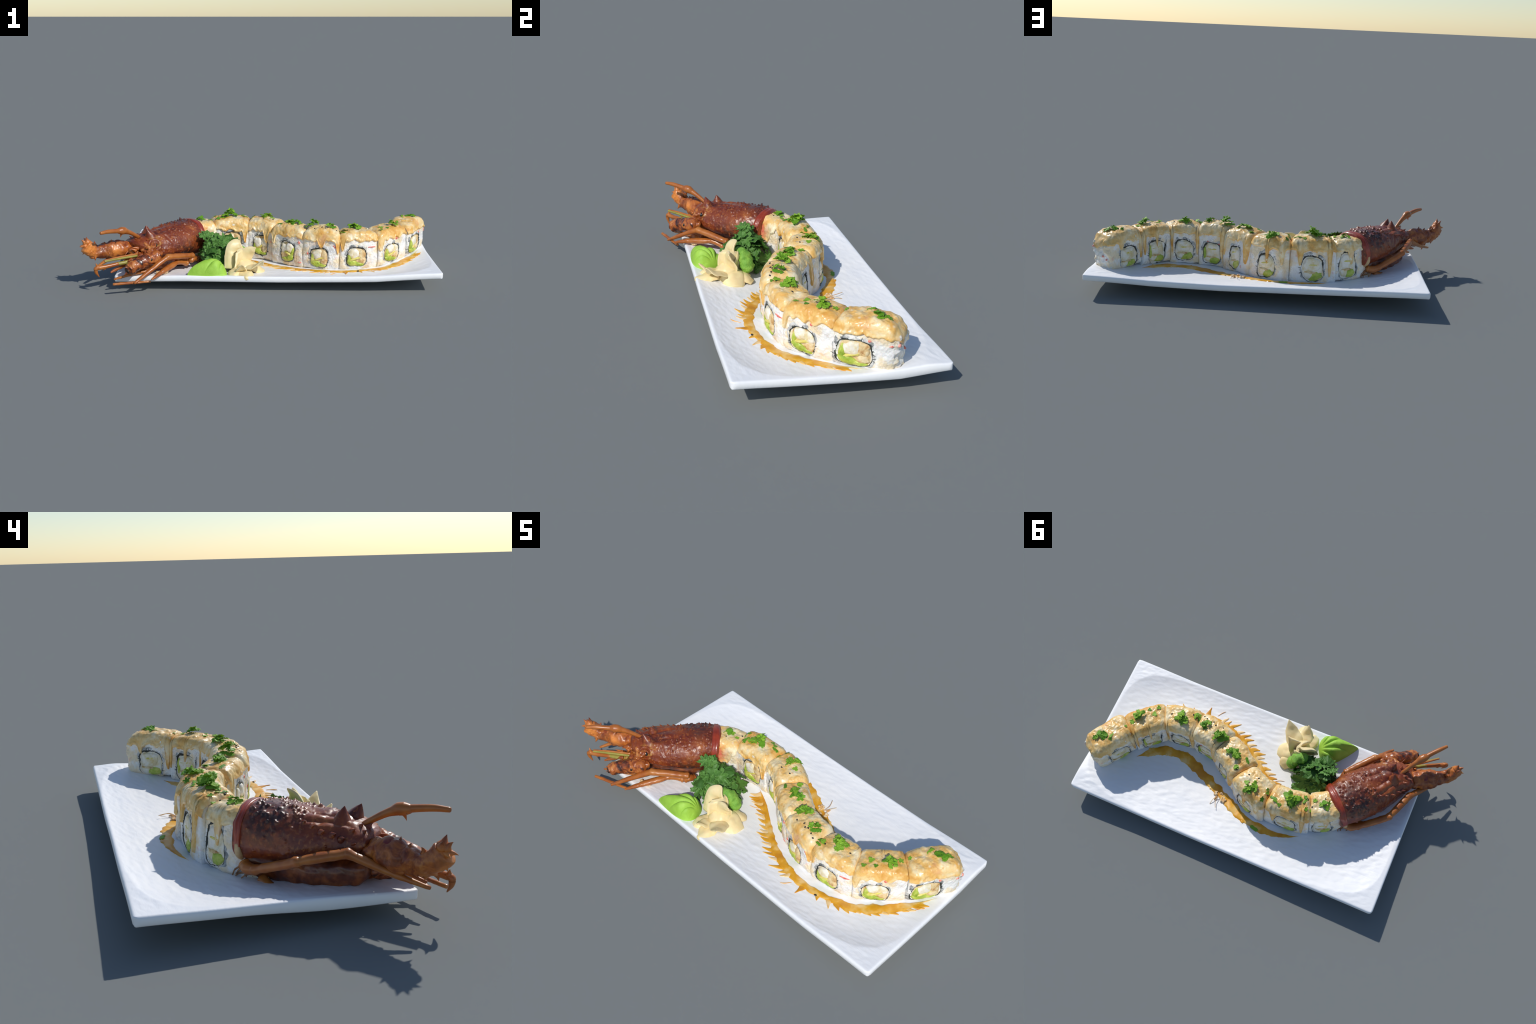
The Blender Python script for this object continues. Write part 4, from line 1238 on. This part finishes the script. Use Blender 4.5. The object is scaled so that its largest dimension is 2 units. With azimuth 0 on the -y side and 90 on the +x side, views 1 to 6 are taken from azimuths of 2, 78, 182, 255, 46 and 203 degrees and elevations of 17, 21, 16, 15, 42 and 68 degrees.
# feelers in the middle
fe = sub("antennule")
tube("feeler", [(-.690, -.330, .188), (-.770, -.390, .190), (-.849, -.450, .190)], [.007, .0065, .0055], M_GREENISH, fe, 8, 12)
tube("feeler", [(-.695, -.325, .196), (-.775, -.385, .197), (-.852, -.447, .195)], [.006, .0055, .004], M_LEG, fe, 8, 12)
claw = sub("pincer_leg")
tube("leg_segment", [(-.680, -.320, .165), (-.745, -.362, .160), (-.800, -.395, .158)], [.012, .011, .010], M_GREENISH, claw, 8, 14)
tube("leg_segment", [(-.790, -.390, .158), (-.845, -.420, .152), (-.890, -.444, .150)], [.0105, .0115, .013], M_LEG, claw, 8, 14)
tube("claw", [(-.885, -.442, .154), (-.901, -.450, .146), (-.899, -.450, .124), (-.886, -.444, .098)], [.012, .0125, .009, .002], M_LEG, claw, 8, 14)
V = []; F = []; cone_spike(V, F, (-.894, -.444, .158), (-.902, -.442, .178), .009, 8); cone_spike(V, F, (-.860, -.425, .142), (-.868, -.425, .128), .008, 8)
mesh_obj("claw_thorn", V, F, M_LEG, claw)
tube("leg_segment", [(-.76, -.33, .135), (-.81, -.38, .12), (-.83, -.405, .112)], [.010, .009, .005], M_LEG, claw, 6, 12)

# walking legs: each list is a chain of segments (points, radii)
LEGS = [
    [([(-.395, -.150, .118), (-.402, -.178, .128), (-.412, -.196, .118)], [.018, .020, .016]),
     ([(-.402, -.182, .148), (-.440, -.225, .158), (-.485, -.275, .170), (-.524, -.319, .178)], [.0180, .0190, .0195, .0185]),
     ([(-.522, -.315, .180), (-.570, -.360, .152), (-.630, -.415, .112), (-.688, -.468, .073)], [.0185, .0165, .0130, .0085])],
    [([(-.440, -.190, .105), (-.462, -.215, .118), (-.485, -.250, .127)], [.020, .018, .016]),
     ([(-.482, -.246, .127), (-.505, -.295, .122), (-.530, -.340, .116), (-.550, -.378, .110)], [.0150, .0185, .0175, .0145]),
     ([(-.550, -.377, .110), (-.572, -.410, .100), (-.597, -.446, .088)], [.0140, .0115, .0055])],
    [([(-.610, -.422, .069), (-.655, -.440, .070), (-.700, -.455, .071)], [.0070, .0080, .0080]),
     ([(-.695, -.454, .071), (-.750, -.473, .072), (-.800, -.491, .073)], [.0090, .0090, .0080])],
    [([(-.640, -.345, .105), (-.72, -.395, .10), (-.808, -.428, .080)], [.012, .011, .006])],
    # far side
    [([(-.520, .090, .115), (-.545, .088, .112), (-.580, .070, .117)], [.022, .024, .019]),
     ([(-.575, .075, .117), (-.630, .040, .142), (-.680, .005, .166), (-.722, -.026, .188)], [.0185, .0185, .0190, .0180]),
     ([(-.712, -.018, .184), (-.738, -.075, .198), (-.758, -.125, .208), (-.775, -.168, .216)], [.0175, .0190, .0190, .0180]),
     ([(-.773, -.163, .217), (-.815, -.225, .190), (-.865, -.300, .158), (-.914, -.372, .132)], [.0190, .0160, .0125, .0070])],
    [([(-.56, .045, .075), (-.62, .02, .062), (-.68, -.03, .060)], [.018, .016, .010])],
]
for chain in LEGS:
    e = sub("leg")
    for pts, rad in chain:
        pts = [Vector(p) for p in pts]
        path = catmull(pts, 8); m = len(path); q = np.linspace(0, 1, m)
        r = np.interp(q, np.linspace(0, 1, len(rad)), rad)*(1+.13*np.exp(-(q/.05)**2)-.10*np.exp(-((q-.12)/.05)**2)+.10*np.exp(-((q-.96)/.05)**2)*(rad[-1] > .009))
        v, f = tube_data(path, list(r), 20, [.86]*m, rough=.0015, rs=55)
        mesh_obj("leg_segment", v, f, M_LEG, e)
# white torn morsel beside the head
v, f = blob_data((-.560, -.345, plate_z(-.56, -.345)+.010), .034, .012, .010, Matrix.Rotation(.3, 3, 'Z'), 30, 16, .012, 45, 2)
o = mesh_obj("rice_crumb", v, f, M_CRUMB); o["label"] = "small torn morsel of fried rice"; o["category"] = "food scrap"

bpy.context.view_layer.update()
